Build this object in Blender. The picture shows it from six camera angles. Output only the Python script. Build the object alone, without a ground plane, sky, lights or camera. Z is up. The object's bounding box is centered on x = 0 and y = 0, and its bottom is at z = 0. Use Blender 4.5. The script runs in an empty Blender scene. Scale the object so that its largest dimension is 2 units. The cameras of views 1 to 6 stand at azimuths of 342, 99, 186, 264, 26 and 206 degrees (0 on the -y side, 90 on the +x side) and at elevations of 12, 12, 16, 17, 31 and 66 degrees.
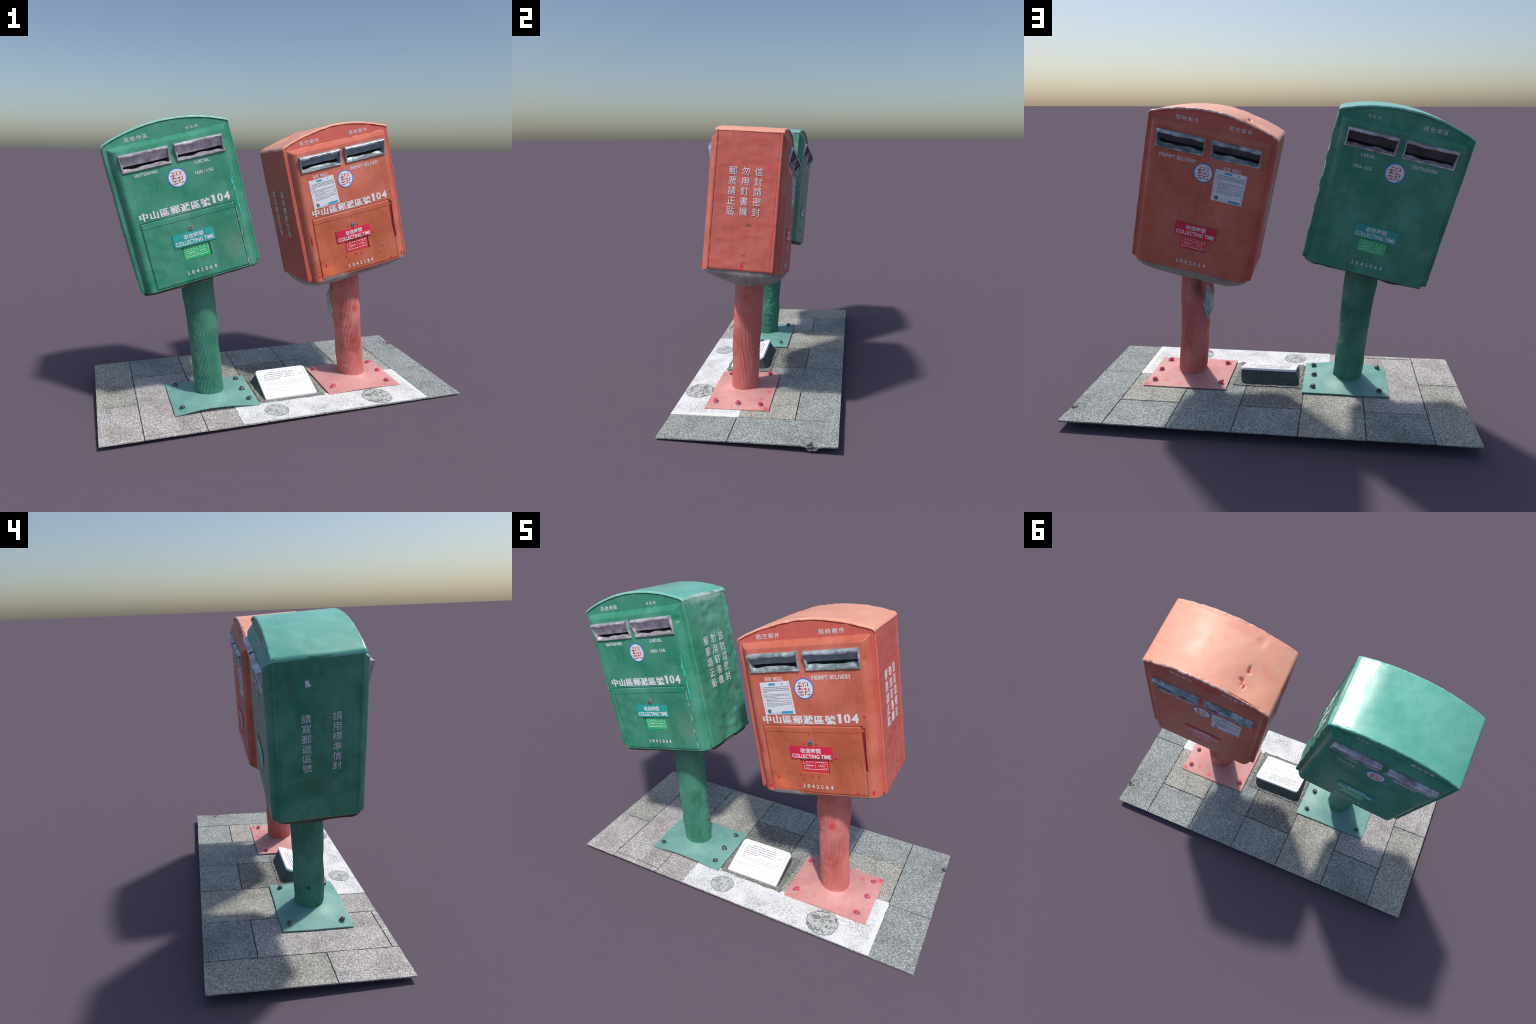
# Two leaning street mailboxes (green and red) on a strip of granite paving,
# with an engraved information plaque between them.
import bpy, math, random
import numpy as np
from mathutils import Matrix, Vector, Euler

random.seed(7)
RNG = np.random.default_rng(11)
SC = bpy.context.scene.collection


# ------------------------------------------------------------------ utilities
def srgb(r, g, b):
    f = lambda c: c / 12.92 if c <= 0.04045 else ((c + 0.055) / 1.055) ** 2.4
    return (f(r / 255), f(g / 255), f(b / 255), 1.0)


def vnoise(P, scale, seed=0):
    """Smooth value noise in -1..1 at points P (N,3); scale = cells per metre."""
    P = np.asarray(P, float) * scale + seed * 17.31
    I = np.floor(P).astype(np.int64)
    F = P - I
    F = F * F * (3 - 2 * F)
    out = np.zeros(len(P))
    for dx in (0, 1):
        for dy in (0, 1):
            for dz in (0, 1):
                h = ((I[:, 0] + dx) * 73856093) ^ ((I[:, 1] + dy) * 19349663) ^ ((I[:, 2] + dz) * 83492791)
                h = (h ^ (h >> 13)) * 1274126177 & 0xFFFFFFFF
                h = (h ^ (h >> 16)) & 0xFFFF
                w = (F[:, 0] if dx else 1 - F[:, 0]) * (F[:, 1] if dy else 1 - F[:, 1]) * (F[:, 2] if dz else 1 - F[:, 2])
                out += w * (h / 32767.5 - 1)
    return out


def fbm(P, scale, seed=0, octaves=3):
    s, a = 0, 1.0
    for k in range(octaves):
        s = s + a * vnoise(P, scale * 2 ** k, seed + k)
        a *= 0.5
    return s / 1.75


def P3(a, b, c):
    a, b, c = np.broadcast_arrays(np.asarray(a, float), np.asarray(b, float), np.asarray(c, float))
    return np.stack([a.ravel(), b.ravel(), c.ravel()], 1)


def sm(a, b, x):
    t = np.clip((np.asarray(x, float) - a) / (b - a), 0, 1)
    return t * t * (3 - 2 * t)


def make_obj(name, verts, faces, mat, parent=None, local=None, smooth=True, angle=40):
    me = bpy.data.meshes.new(name)
    me.from_pydata([tuple(map(float, v)) for v in verts], [], [tuple(map(int, f)) for f in faces])
    me.validate()
    if mat:
        me.materials.append(mat)
    if smooth:
        me.shade_smooth()
        me.set_sharp_from_angle(angle=math.radians(angle))
    ob = bpy.data.objects.new(name, me)
    SC.objects.link(ob)
    if parent:
        ob.parent = parent
    ob.matrix_local = local if local is not None else Matrix.Identity(4)
    return ob


def empty(name, loc, label, category):
    e = bpy.data.objects.new(name, None)
    e.empty_display_size = 0.1
    SC.objects.link(e)
    e.location = loc
    e["label"], e["category"] = label, category
    return e


def grid_faces(n, m, close_u=False):
    """Faces of an n x m grid stored row by row (n rows of m)."""
    f = []
    for i in range(n - 1 + (1 if close_u else 0)):
        a, b = i * m, ((i + 1) % n) * m
        for j in range(m - 1):
            f.append((a + j, a + j + 1, b + j + 1, b + j))
    return f


class Acc:
    """Collects several pieces into one mesh."""
    def __init__(self):
        self.v, self.f = [], []

    def add(self, v, f):
        o = len(self.v)
        self.v += [tuple(p) for p in v]
        self.f += [tuple(i + o for i in q) for q in f]


BOXF = [(0, 3, 2, 1), (4, 5, 6, 7), (0, 1, 5, 4), (1, 2, 6, 5), (2, 3, 7, 6), (3, 0, 4, 7)]


def box(x0, x1, y0, y1, z0, z1):
    return [(x0, y0, z0), (x1, y0, z0), (x1, y1, z0), (x0, y1, z0), (x0, y0, z1), (x1, y0, z1), (x1, y1, z1), (x0, y1, z1)], BOXF


def bar(ax, ay, bx, by, w, t=0.0008):
    """Flat stroke from a to b in a plane; returns (u, v, t) vertices."""
    d = np.array([bx - ax, by - ay]); L = np.linalg.norm(d) + 1e-9; d /= L
    n = np.array([-d[1], d[0]]) * w / 2
    a, b = np.array([ax, ay]), np.array([bx, by])
    q = [a - n, b - n, b + n, a + n]
    return [(*p, 0) for p in q] + [(*p, t) for p in q], BOXF


# ------------------------------------------------------------------ materials
class NT:
    def __init__(self, name):
        self.m = bpy.data.materials.new(name)
        self.m.use_nodes = True
        self.n, self.l = self.m.node_tree.nodes, self.m.node_tree.links
        self.b = self.n["Principled BSDF"]
        self.tc = self.n.new("ShaderNodeTexCoord")
        self.co = self.tc.outputs["Object"]

    def mapping(self, scale=(1, 1, 1), loc=(0, 0, 0), rot=(0, 0, 0)):
        mp = self.n.new("ShaderNodeMapping")
        mp.inputs["Scale"].default_value, mp.inputs["Location"].default_value, mp.inputs["Rotation"].default_value = scale, loc, rot
        self.l.new(self.co, mp.inputs["Vector"])
        return mp.outputs[0]

    def noise(self, scale, detail=3, rough=0.55, vec=None, dist=0.0):
        t = self.n.new("ShaderNodeTexNoise")
        t.inputs["Scale"].default_value, t.inputs["Detail"].default_value = scale, detail
        t.inputs["Roughness"].default_value, t.inputs["Distortion"].default_value = rough, dist
        self.l.new(vec or self.co, t.inputs["Vector"])
        return t.outputs["Fac"]

    def voronoi(self, scale, feature="F1", out="Distance", vec=None):
        t = self.n.new("ShaderNodeTexVoronoi")
        t.feature = feature
        t.inputs["Scale"].default_value = scale
        self.l.new(vec or self.co, t.inputs["Vector"])
        return t.outputs[out]

    def ramp(self, fac, stops, interp="LINEAR"):
        r = self.n.new("ShaderNodeValToRGB")
        r.color_ramp.interpolation = interp
        e = r.color_ramp.elements
        while len(e) < len(stops):
            e.new(0.5)
        for el, (p, c) in zip(e, stops):
            el.position = p
            el.color = c if not isinstance(c, (int, float)) else (c, c, c, 1)
        self.l.new(fac, r.inputs[0])
        return r.outputs[0]

    def mix(self, fac, a, b, mode="MIX"):
        x = self.n.new("ShaderNodeMix")
        x.data_type, x.blend_type = "RGBA", mode
        for key, val in ((0, fac), (6, a), (7, b)):
            if isinstance(val, (int, float)):
                x.inputs[key].default_value = val
            elif isinstance(val, tuple):
                x.inputs[key].default_value = val
            else:
                self.l.new(val, x.inputs[key])
        return x.outputs[2]

    def math(self, op, a, b=0.0):
        x = self.n.new("ShaderNodeMath")
        x.operation = op
        for k, v in ((0, a), (1, b)):
            if isinstance(v, (int, float)):
                x.inputs[k].default_value = v
            else:
                self.l.new(v, x.inputs[k])
        return x.outputs[0]

    def blob(self, c, r, edge=0.35):
        """1 inside an ellipsoid at c with radii r, noisy fall-off."""
        mp = self.n.new("ShaderNodeMapping")
        mp.vector_type = "POINT"
        mp.inputs["Scale"].default_value = [1 / k for k in r]
        mp.inputs["Location"].default_value = [-a / k for a, k in zip(c, r)]
        self.l.new(self.co, mp.inputs["Vector"])
        ln = self.n.new("ShaderNodeVectorMath"); ln.operation = "LENGTH"
        self.l.new(mp.outputs[0], ln.inputs[0])
        d = self.math("ADD", ln.outputs["Value"], self.math("MULTIPLY", self.math("SUBTRACT", self.noise(48, 6, 0.75), 0.5), 1.9))
        return self.ramp(d, [(0.0, 1.0), (max(0.02, 1 - edge * 2.2), 0.9), (1.0, 0.0)])

    def done(self, color, rough=0.5, metal=0.0, bump=None, bstr=0.2, bdist=0.002, spec=0.5, coat=0.0):
        if isinstance(color, tuple):
            self.b.inputs["Base Color"].default_value = color
        else:
            self.l.new(color, self.b.inputs["Base Color"])
        if isinstance(rough, (int, float)):
            self.b.inputs["Roughness"].default_value = rough
        else:
            self.l.new(rough, self.b.inputs["Roughness"])
        self.b.inputs["Metallic"].default_value = metal
        self.b.inputs["Specular IOR Level"].default_value = spec
        self.b.inputs["Coat Weight"].default_value = coat
        if bump is not None:
            bp = self.n.new("ShaderNodeBump")
            bp.inputs["Strength"].default_value, bp.inputs["Distance"].default_value = bstr, bdist
            self.l.new(bump, bp.inputs["Height"])
            self.l.new(bp.outputs[0], self.b.inputs["Normal"])
        return self.m


def plain(name, col, rough=0.55, metal=0.0, var=0.12, scale=40):
    t = NT(name)
    n = t.noise(scale, 4)
    dark = tuple(c * (1 - var * 2) for c in col[:3]) + (1,)
    lite = tuple(min(1, c * (1 + var)) for c in col[:3]) + (1,)
    return t.done(t.ramp(n, [(0.3, dark), (0.7, lite)]), rough, metal, n, 0.15)


def paint(name, base, faded, dirt, rough=0.42, chips=None, stains=(), chip_level=0.74):
    """Weathered street-furniture enamel: soft fading, streaks, specks of bare colour."""
    t = NT(name)
    n1 = t.noise(6, 5, 0.6, dist=0.3)
    c = t.mix(t.ramp(n1, [(0.35, 0.0), (0.72, 1.0)]), base, faded)
    streak = t.noise(1, 4, 0.6, vec=t.mapping((45, 45, 5)))
    c = t.mix(t.math("MULTIPLY", t.ramp(streak, [(0.52, 0.0), (0.8, 1.0)]), 0.35), c, dirt)
    grime = t.noise(16, 6, 0.68)
    c = t.mix(t.math("MULTIPLY", t.ramp(grime, [(0.54, 0.0), (0.76, 1.0)]), 0.5), c, dirt)
    patch = t.noise(3.2, 6, 0.62, vec=t.mapping((1, 1, 1), (3.1, 1.7, 0.4)), dist=0.6)      # broad worn, chalky areas and rubbed-in soot
    c = t.mix(t.math("MULTIPLY", t.ramp(patch, [(0.55, 0.0), (0.8, 1.0)]), 0.5), c, tuple(min(1.0, k * 1.25 + 0.045) for k in faded[:3]) + (1.0,))
    c = t.mix(t.math("MULTIPLY", t.ramp(patch, [(0.25, 1.0), (0.45, 0.0)]), 0.55), c, dirt)
    for ctr, rad, col, amt in stains:
        c = t.mix(t.math("MULTIPLY", t.blob(ctr, rad), amt), c, col)
    if chips:
        k = t.noise(75, 3, 0.5)
        c = t.mix(t.ramp(k, [(chip_level, 0.0), (chip_level + 0.015, 1.0)]), c, chips)
    fine = t.noise(260, 3)
    return t.done(c, t.ramp(n1, [(0.3, rough - 0.1), (0.7, rough + 0.08)]), 0.0, t.math("ADD", grime, t.math("MULTIPLY", fine, 0.25)), 0.16, 0.003)


def granite(name, dark, mid, lite, scale=170, blotch=0.38, warm=None):
    t = NT(name)
    sp = t.noise(scale, 2, 0.7)
    vo = t.voronoi(scale * 1.25, out="Color")
    sep = t.n.new("ShaderNodeSeparateColor"); t.l.new(vo, sep.inputs[0])
    g = t.math("ADD", t.math("MULTIPLY", sp, 0.6), t.math("MULTIPLY", sep.outputs[0], 0.4))
    c = t.ramp(g, [(0.28, dark), (0.5, mid), (0.72, lite)])
    big = t.noise(7, 4, 0.6)
    c = t.mix(t.math("MULTIPLY", t.ramp(big, [(0.4, 0.0), (0.75, 1.0)]), blotch), c, dark)
    soil = t.noise(4.5, 5, 0.65, vec=t.mapping((1, 1, 1), (5.2, 0.7, 2.0)))
    c = t.mix(t.math("MULTIPLY", t.ramp(soil, [(0.5, 0.0), (0.72, 1.0)]), 0.4), c, srgb(150, 138, 120), "MULTIPLY")
    if warm:
        c = t.mix(t.math("MULTIPLY", t.noise(3.5, 2), 0.5), c, warm, "MULTIPLY")
    return t.done(c, 0.85, 0.0, g, 0.35, 0.0015, 0.3)


WHITE = srgb(236, 236, 240)
M = {}
M["letter"] = plain("white_stencil_paint", srgb(235, 236, 242), 0.6, var=0.06, scale=160)
M["sticker_letter"] = plain("white_vinyl", srgb(238, 240, 244), 0.4, var=0.02)
M["seal_white"] = plain("seal_white", srgb(232, 233, 240), 0.45, var=0.03)
M["seal_blue"] = plain("seal_blue", srgb(62, 128, 210), 0.45, var=0.05)
M["seal_red"] = plain("seal_red", srgb(200, 72, 70), 0.45, var=0.05)
M["paper"] = plain("notice_paper", srgb(230, 234, 240), 0.7, var=0.03)
M["ink"] = plain("notice_ink", srgb(98, 118, 128), 0.7, var=0.1)
M["cyan"] = plain("notice_cyan_ink", srgb(50, 170, 215), 0.6, var=0.08)


def metal_material(name, lo, mid, hi):
    t = NT(name)
    n = t.noise(14, 3, 0.5, dist=1.6)
    st = t.noise(1, 3, 0.5, vec=t.mapping((10, 60, 60)))
    g = t.math("ADD", t.math("MULTIPLY", n, 0.55), t.math("MULTIPLY", st, 0.45))
    c = t.ramp(g, [(0.36, lo), (0.48, mid), (0.62, hi)])
    rust = t.noise(48, 5, 0.7)
    c = t.mix(t.math("MULTIPLY", t.ramp(rust, [(0.62, 0.0), (0.75, 1.0)]), 0.5), c, srgb(150, 120, 88))
    return t.done(c, 0.3, 0.35, n, 0.3, 0.003)


M["steel_g"] = metal_material("worn_steel_warm", srgb(150, 142, 150), srgb(190, 184, 192), srgb(230, 226, 234))
M["steel_r"] = metal_material("worn_steel_cool", srgb(108, 122, 128), srgb(150, 166, 172), srgb(206, 216, 222))
M["flap_g"] = plain("slot_flap_grey", srgb(206, 198, 210), 0.4, 0.1, 0.25, 24)  # raised to a light grey to cancel the hood's shadow on the flap
M["flap_r"] = plain("slot_flap_slate", srgb(128, 144, 156), 0.45, 0.1, 0.2, 24)
M["flap_back"] = plain("slot_flap_dark", srgb(74, 74, 82), 0.6, 0.1, 0.25, 30)
M["void"] = plain("slot_shadow", srgb(30, 32, 38), 0.8, var=0.2)
M["lock"] = plain("lock_steel", srgb(165, 160, 168), 0.35, 0.6, 0.1)
M["keyhole"] = plain("keyhole_black", srgb(35, 33, 36), 0.7)

G_BASE, G_FADE, G_DIRT = srgb(44, 138, 108), srgb(92, 164, 142), srgb(30, 104, 74)
R_BASE, R_FADE, R_DIRT = srgb(198, 100, 76), srgb(210, 124, 106), srgb(160, 74, 46)
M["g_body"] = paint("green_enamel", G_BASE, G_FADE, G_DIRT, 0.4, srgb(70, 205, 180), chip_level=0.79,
                    stains=[((0.307, 0.04, 0.60), (0.08, 0.22, 0.22), srgb(118, 176, 156), 0.5), ((0.307, 0.0, 0.70), (0.03, 0.19, 0.028), srgb(186, 212, 202), 0.6), ((0.307, 0.1, 0.22), (0.03, 0.03, 0.05), srgb(150, 190, 174), 0.4),  # first entry: sky sheen painted pale on the upper right wall
                            ((-0.307, 0.115, 0.61), (0.03, 0.035, 0.09), srgb(84, 92, 66), 0.35), ((-0.307, 0.02, 0.19), (0.03, 0.07, 0.05), srgb(88, 90, 64), 0.35)])  # brown blobs are reflections in the glossy left wall, drawn into the colour
M["g_panel"] = paint("green_panel_enamel", G_BASE, G_FADE, G_DIRT, 0.33, srgb(70, 205, 180), chip_level=0.8,
                     stains=[((0.19, -0.205, 0.115), (0.075, 0.05, 0.10), srgb(120, 138, 112), 0.4)])
M["g_roof"] = paint("green_roof_enamel", srgb(104, 188, 168), srgb(130, 204, 186), srgb(84, 164, 142), 0.3, srgb(60, 225, 195), chip_level=0.76,  # base lightened well above the body green: sky reflection baked into the roof colour
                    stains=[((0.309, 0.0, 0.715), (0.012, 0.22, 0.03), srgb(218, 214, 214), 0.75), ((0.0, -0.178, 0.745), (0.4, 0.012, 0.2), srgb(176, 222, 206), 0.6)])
M["g_pole"] = paint("green_pole_enamel", srgb(60, 132, 110), srgb(86, 150, 130), srgb(38, 96, 78), 0.5, chip_level=0.8, stains=[((-0.088, 0.02, 0.135), (0.03, 0.012, 0.014), srgb(14, 20, 18), 1.0)])
M["g_plate"] = paint("green_plate_enamel", srgb(112, 166, 156), srgb(138, 184, 176), srgb(86, 130, 118), 0.5, srgb(190, 215, 205), chip_level=0.77)
M["r_body"] = paint("red_enamel", srgb(206, 96, 84), srgb(214, 114, 100), srgb(176, 80, 66), 0.45, srgb(226, 40, 70), chip_level=0.8,
                    stains=[((0.307, 0.015, 0.025), (0.05, 0.012, 0.03), srgb(232, 38, 66), 1.0), ((0.307, 0.117, 0.53), (0.05, 0.02, 0.022), srgb(236, 60, 84), 0.8),
                            ((0.307, 0.034, 0.233), (0.03, 0.024, 0.009), srgb(110, 74, 66), 0.9), ((0.307, 0.02, 0.079), (0.03, 0.016, 0.007), srgb(120, 84, 72), 0.9),
                            ((0.307, 0.075, 0.64), (0.03, 0.03, 0.004), srgb(130, 70, 62), 0.8)])
M["r_panel"] = paint("red_panel_enamel", R_BASE, R_FADE, R_DIRT, 0.45, srgb(226, 40, 70), chip_level=0.79,
                     stains=[((-0.17, -0.205, 0.03), (0.06, 0.06, 0.06), srgb(250, 128, 84), 0.7), ((0.02, -0.205, 0.50), (0.2, 0.06, 0.10), srgb(240, 140, 118), 0.45)])
M["r_door"] = paint("red_door_enamel", srgb(198, 98, 68), srgb(208, 116, 88), srgb(156, 74, 44), 0.45, srgb(226, 40, 70), chip_level=0.79,
                    stains=[((-0.17, -0.205, 0.04), (0.07, 0.06, 0.06), srgb(246, 126, 84), 0.8), ((0.13, -0.205, 0.16), (0.08, 0.06, 0.08), srgb(170, 84, 52), 0.5)])
M["r_roof"] = paint("red_roof_enamel", srgb(246, 170, 142), srgb(249, 184, 158), srgb(232, 146, 124), 0.5, srgb(225, 120, 116), chip_level=0.82,  # pale peach tint carries the bright overhead light falling on the red roof
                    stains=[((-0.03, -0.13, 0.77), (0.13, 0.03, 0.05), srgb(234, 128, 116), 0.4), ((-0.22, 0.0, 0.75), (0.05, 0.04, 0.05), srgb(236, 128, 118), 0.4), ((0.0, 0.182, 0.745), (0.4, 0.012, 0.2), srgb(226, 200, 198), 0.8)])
M["r_pole"] = paint("red_pole_enamel", srgb(202, 110, 104), srgb(214, 136, 130), srgb(168, 72, 72), 0.6, chip_level=0.8,
                    stains=[((-0.025, -0.07, 0.43), (0.03, 0.04, 0.03), srgb(212, 48, 56), 0.85), ((0.0, -0.08, 0.30), (0.035, 0.05, 0.09), srgb(168, 118, 112), 0.6),
                            ((0.0, -0.08, 0.46), (0.018, 0.05, 0.045), srgb(226, 168, 158), 0.7), ((-0.08, 0.10, 0.53), (0.04, 0.06, 0.10), srgb(70, 44, 44), 0.75)])
M["r_plate"] = paint("red_plate_enamel", srgb(214, 148, 144), srgb(224, 166, 162), srgb(194, 116, 112), 0.6, srgb(190, 80, 84), chip_level=0.8,
                     stains=[((0.215, 0.16, 0.0), (0.04, 0.03, 0.05), srgb(216, 66, 72), 0.85), ((0.12, 0.12, 0.0), (0.02, 0.02, 0.05), srgb(224, 80, 84), 0.8), ((0.03, 0.15, 0.0), (0.025, 0.02, 0.05), srgb(228, 92, 92), 0.8)])
M["sticker_g"] = plain("teal_sticker", srgb(48, 172, 164), 0.4, var=0.06)
M["sticker_r"] = plain("crimson_sticker", srgb(226, 44, 78), 0.4, var=0.06)
M["card_g"] = plain("green_card", srgb(48, 196, 122), 0.4, var=0.05)
M["card_r"] = plain("red_card", srgb(222, 52, 66), 0.4, var=0.06)
M["splash"] = plain("crimson_splash", srgb(222, 36, 66), 0.4, var=0.08)
M["gap_red"] = plain("door_gap_red", srgb(150, 30, 42), 0.5, var=0.15)
M["scrape"] = plain("bare_turquoise_scrape", srgb(60, 216, 200), 0.5, var=0.08)
M["scrape_white"] = plain("bare_white_scrape", srgb(205, 222, 218), 0.5, var=0.1)
M["under_g"] = paint("rusty_underside", srgb(72, 66, 52), srgb(110, 98, 80), srgb(44, 40, 32), 0.8, srgb(150, 60, 46), chip_level=0.72)
M["under_r"] = paint("grey_underside", srgb(140, 138, 136), srgb(178, 176, 172), srgb(112, 56, 48), 0.8, srgb(96, 110, 106), chip_level=0.7,
                     stains=[((0.20, 0.06, -0.02), (0.12, 0.10, 0.1), srgb(128, 44, 40), 0.9), ((0.02, -0.2, 0), (0.1, 0.05, 0.08), srgb(150, 66, 52), 0.7)])
M["bolt_g"] = plain("dark_bolt_steel", srgb(88, 98, 104), 0.4, 0.4, 0.2, 90)
M["bolt_r"] = plain("pink_painted_bolt", srgb(212, 84, 110), 0.45, var=0.12, scale=90)
M["washer"] = plain("bolt_washer", srgb(190, 182, 180), 0.5, var=0.2, scale=90)
M["plaster"] = plain("peeling_plaster", srgb(186, 194, 194), 0.8, var=0.2, scale=60)


# ------------------------------------------------------------------ mailbox cabinet
W, HS, APEX, DEP = 0.307, 0.714, 0.775, 0.172     # half width, side height, top of arch, half depth
YF = 0.2045                                        # face of the pressed front and back lids
DB = 0.177                                         # the back rim stands a little further out
RISE = APEX - HS
ARC_R = (W * W + RISE * RISE) / (2 * RISE)


def arch_z(x, extra=0.0):
    return APEX + extra - ARC_R + math.sqrt(max(ARC_R ** 2 - x * x, 0))


def profile(step=0.0055):
    """Closed outline of the cabinet seen from the front, counter-clockwise, corners eased."""
    key = [(-W, 0), (W, 0), (W, HS)]
    key += [(x, arch_z(x)) for x in np.linspace(W, -W, 90)[1:-1]]
    key += [(-W, HS), (-W, 0)]
    k = np.array(key)
    seg = np.r_[0, np.cumsum(np.linalg.norm(np.diff(k, axis=0), axis=1))]
    s = np.linspace(0, seg[-1], int(seg[-1] / step), endpoint=False)
    p = np.stack([np.interp(s, seg, k[:, 0]), np.interp(s, seg, k[:, 1])], 1)
    for _ in range(2):
        p = 0.5 * p + 0.25 * (np.roll(p, 1, 0) + np.roll(p, -1, 0))
    t = np.roll(p, -1, 0) - np.roll(p, 1, 0)
    t /= np.linalg.norm(t, axis=1)[:, None]
    return p, np.stack([t[:, 1], -t[:, 0]], 1)


def side_relief(kind, sx, y, z):
    """Bulges, dents and wrinkles of the side walls (outward, metres)."""
    P = P3(np.full_like(np.asarray(y, float), sx * W), y, z)
    y, z = P[:, 1], P[:, 2]
    r = 0.0016 * vnoise(P, 9, 3) + 0.0007 * vnoise(P, 26, 4)
    if kind == "green" and sx > 0:
        w = 0.35 + 0.65 * sm(-0.15, 0.05, y)
        r = r + w * (0.0032 * vnoise(P * [1, 1, 1.9], 21, 8) + 0.0016 * vnoise(P, 55, 9))
        r = r - 0.010 * np.exp(-((y + 0.03) / 0.045) ** 2 - ((z - 0.03) / 0.07) ** 2)
        r = r + 0.006 * np.exp(-((y - 0.04) / 0.03) ** 2 - ((z - 0.06) / 0.08) ** 2)
        r = r - 0.007 * np.exp(-((y - 0.12) / 0.025) ** 2 - ((z - 0.22) / 0.035) ** 2)
    if kind == "green" and sx > 0:
        r = r + 0.003 * np.clip(1 - ((y + 0.09) / 0.07) ** 2, 0, 1) * sm(0.70, 0.60, z)
    if sx < 0:
        r = r + 0.006 * np.clip(1 - (y / 0.17) ** 2, 0, 1) * np.clip(1 - ((z - 0.36) / 0.38) ** 2, 0, 1)
    if kind == "red":
        r = r + 0.0011 * vnoise(P * [1, 0.5, 1.5], 30, 12)
    return r


def build_cabinet(kind, parent, local, mat):
    p, n = profile()
    N = len(p)
    ys = np.unique(np.round(np.r_[np.linspace(-DEP, DEP, 56), [s * (DEP - t) for s in (-1, 1) for t in (0.0005, 0.0015, 0.003, 0.0045, 0.006, 0.012, 0.0135, 0.015, 0.0165, 0.018)]], 5))
    rows = []
    for y in ys:
        t = DEP - abs(y)
        ins = 0.006 - math.sqrt(max(0.006 ** 2 - (0.006 - t) ** 2, 0)) if t < 0.006 else 0.0
        ins += (0.0016 if kind == "red" else 0.0009) * math.exp(-((t - 0.015) / 0.0016) ** 2)
        ins -= 0.0016 * (1 if t < 0.0135 else 0)
        sides = np.abs(n[:, 0])
        rel = np.where(n[:, 0] > 0, side_relief(kind, 1, np.full(N, y), p[:, 1]), side_relief(kind, -1, np.full(N, y), p[:, 1])) * sides
        wob = 0.0012 * vnoise(P3(p[:, 0], np.full(N, y), p[:, 1]), 30, 5) * (t < 0.02)
        q = p + n * (rel + wob - ins)[:, None]
        if kind == "red":                              # keep the shell clear of the dented roof sheet
            q[:, 1] -= 0.018 * sm(0.7, 0.95, n[:, 1]) * sm(0.003, 0.02, t)
        rows.append(np.stack([q[:, 0], np.full(N, y * (DB / DEP if y > 0 else 1)), q[:, 1]], 1))
    verts = [tuple(v) for r in rows for v in r]
    faces = []
    for i in range(len(ys) - 1):
        a, b = i * N, (i + 1) * N
        faces += [(a + j, a + (j + 1) % N, b + (j + 1) % N, b + j) for j in range(N)]
    for s, row, base in ((-1, rows[0], 0), (1, rows[-1], (len(ys) - 1) * N)):      # end faces with a pressed rim line
        prev = base
        for ins, dy in ((0.008, 0.0), (0.0095, -0.0018), (0.011, -0.0018), (0.0125, 0.0)):
            o = len(verts)
            q = row[:, [0, 2]] - n * (ins - 0.006)
            verts += [(a, s * ((DEP if s < 0 else DB) + dy), b) for a, b in q]
            for j in range(N):
                f = (prev + j, prev + (j + 1) % N, o + (j + 1) % N, o + j)
                faces.append(f[::-1] if s < 0 else f)
            prev = o
        ring = tuple(range(prev, prev + N))
        faces.append(ring if s < 0 else ring[::-1])
    faces = [f[::-1] for f in faces]
    return make_obj("cabinet", verts, faces, mat, parent, local, angle=35)


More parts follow.
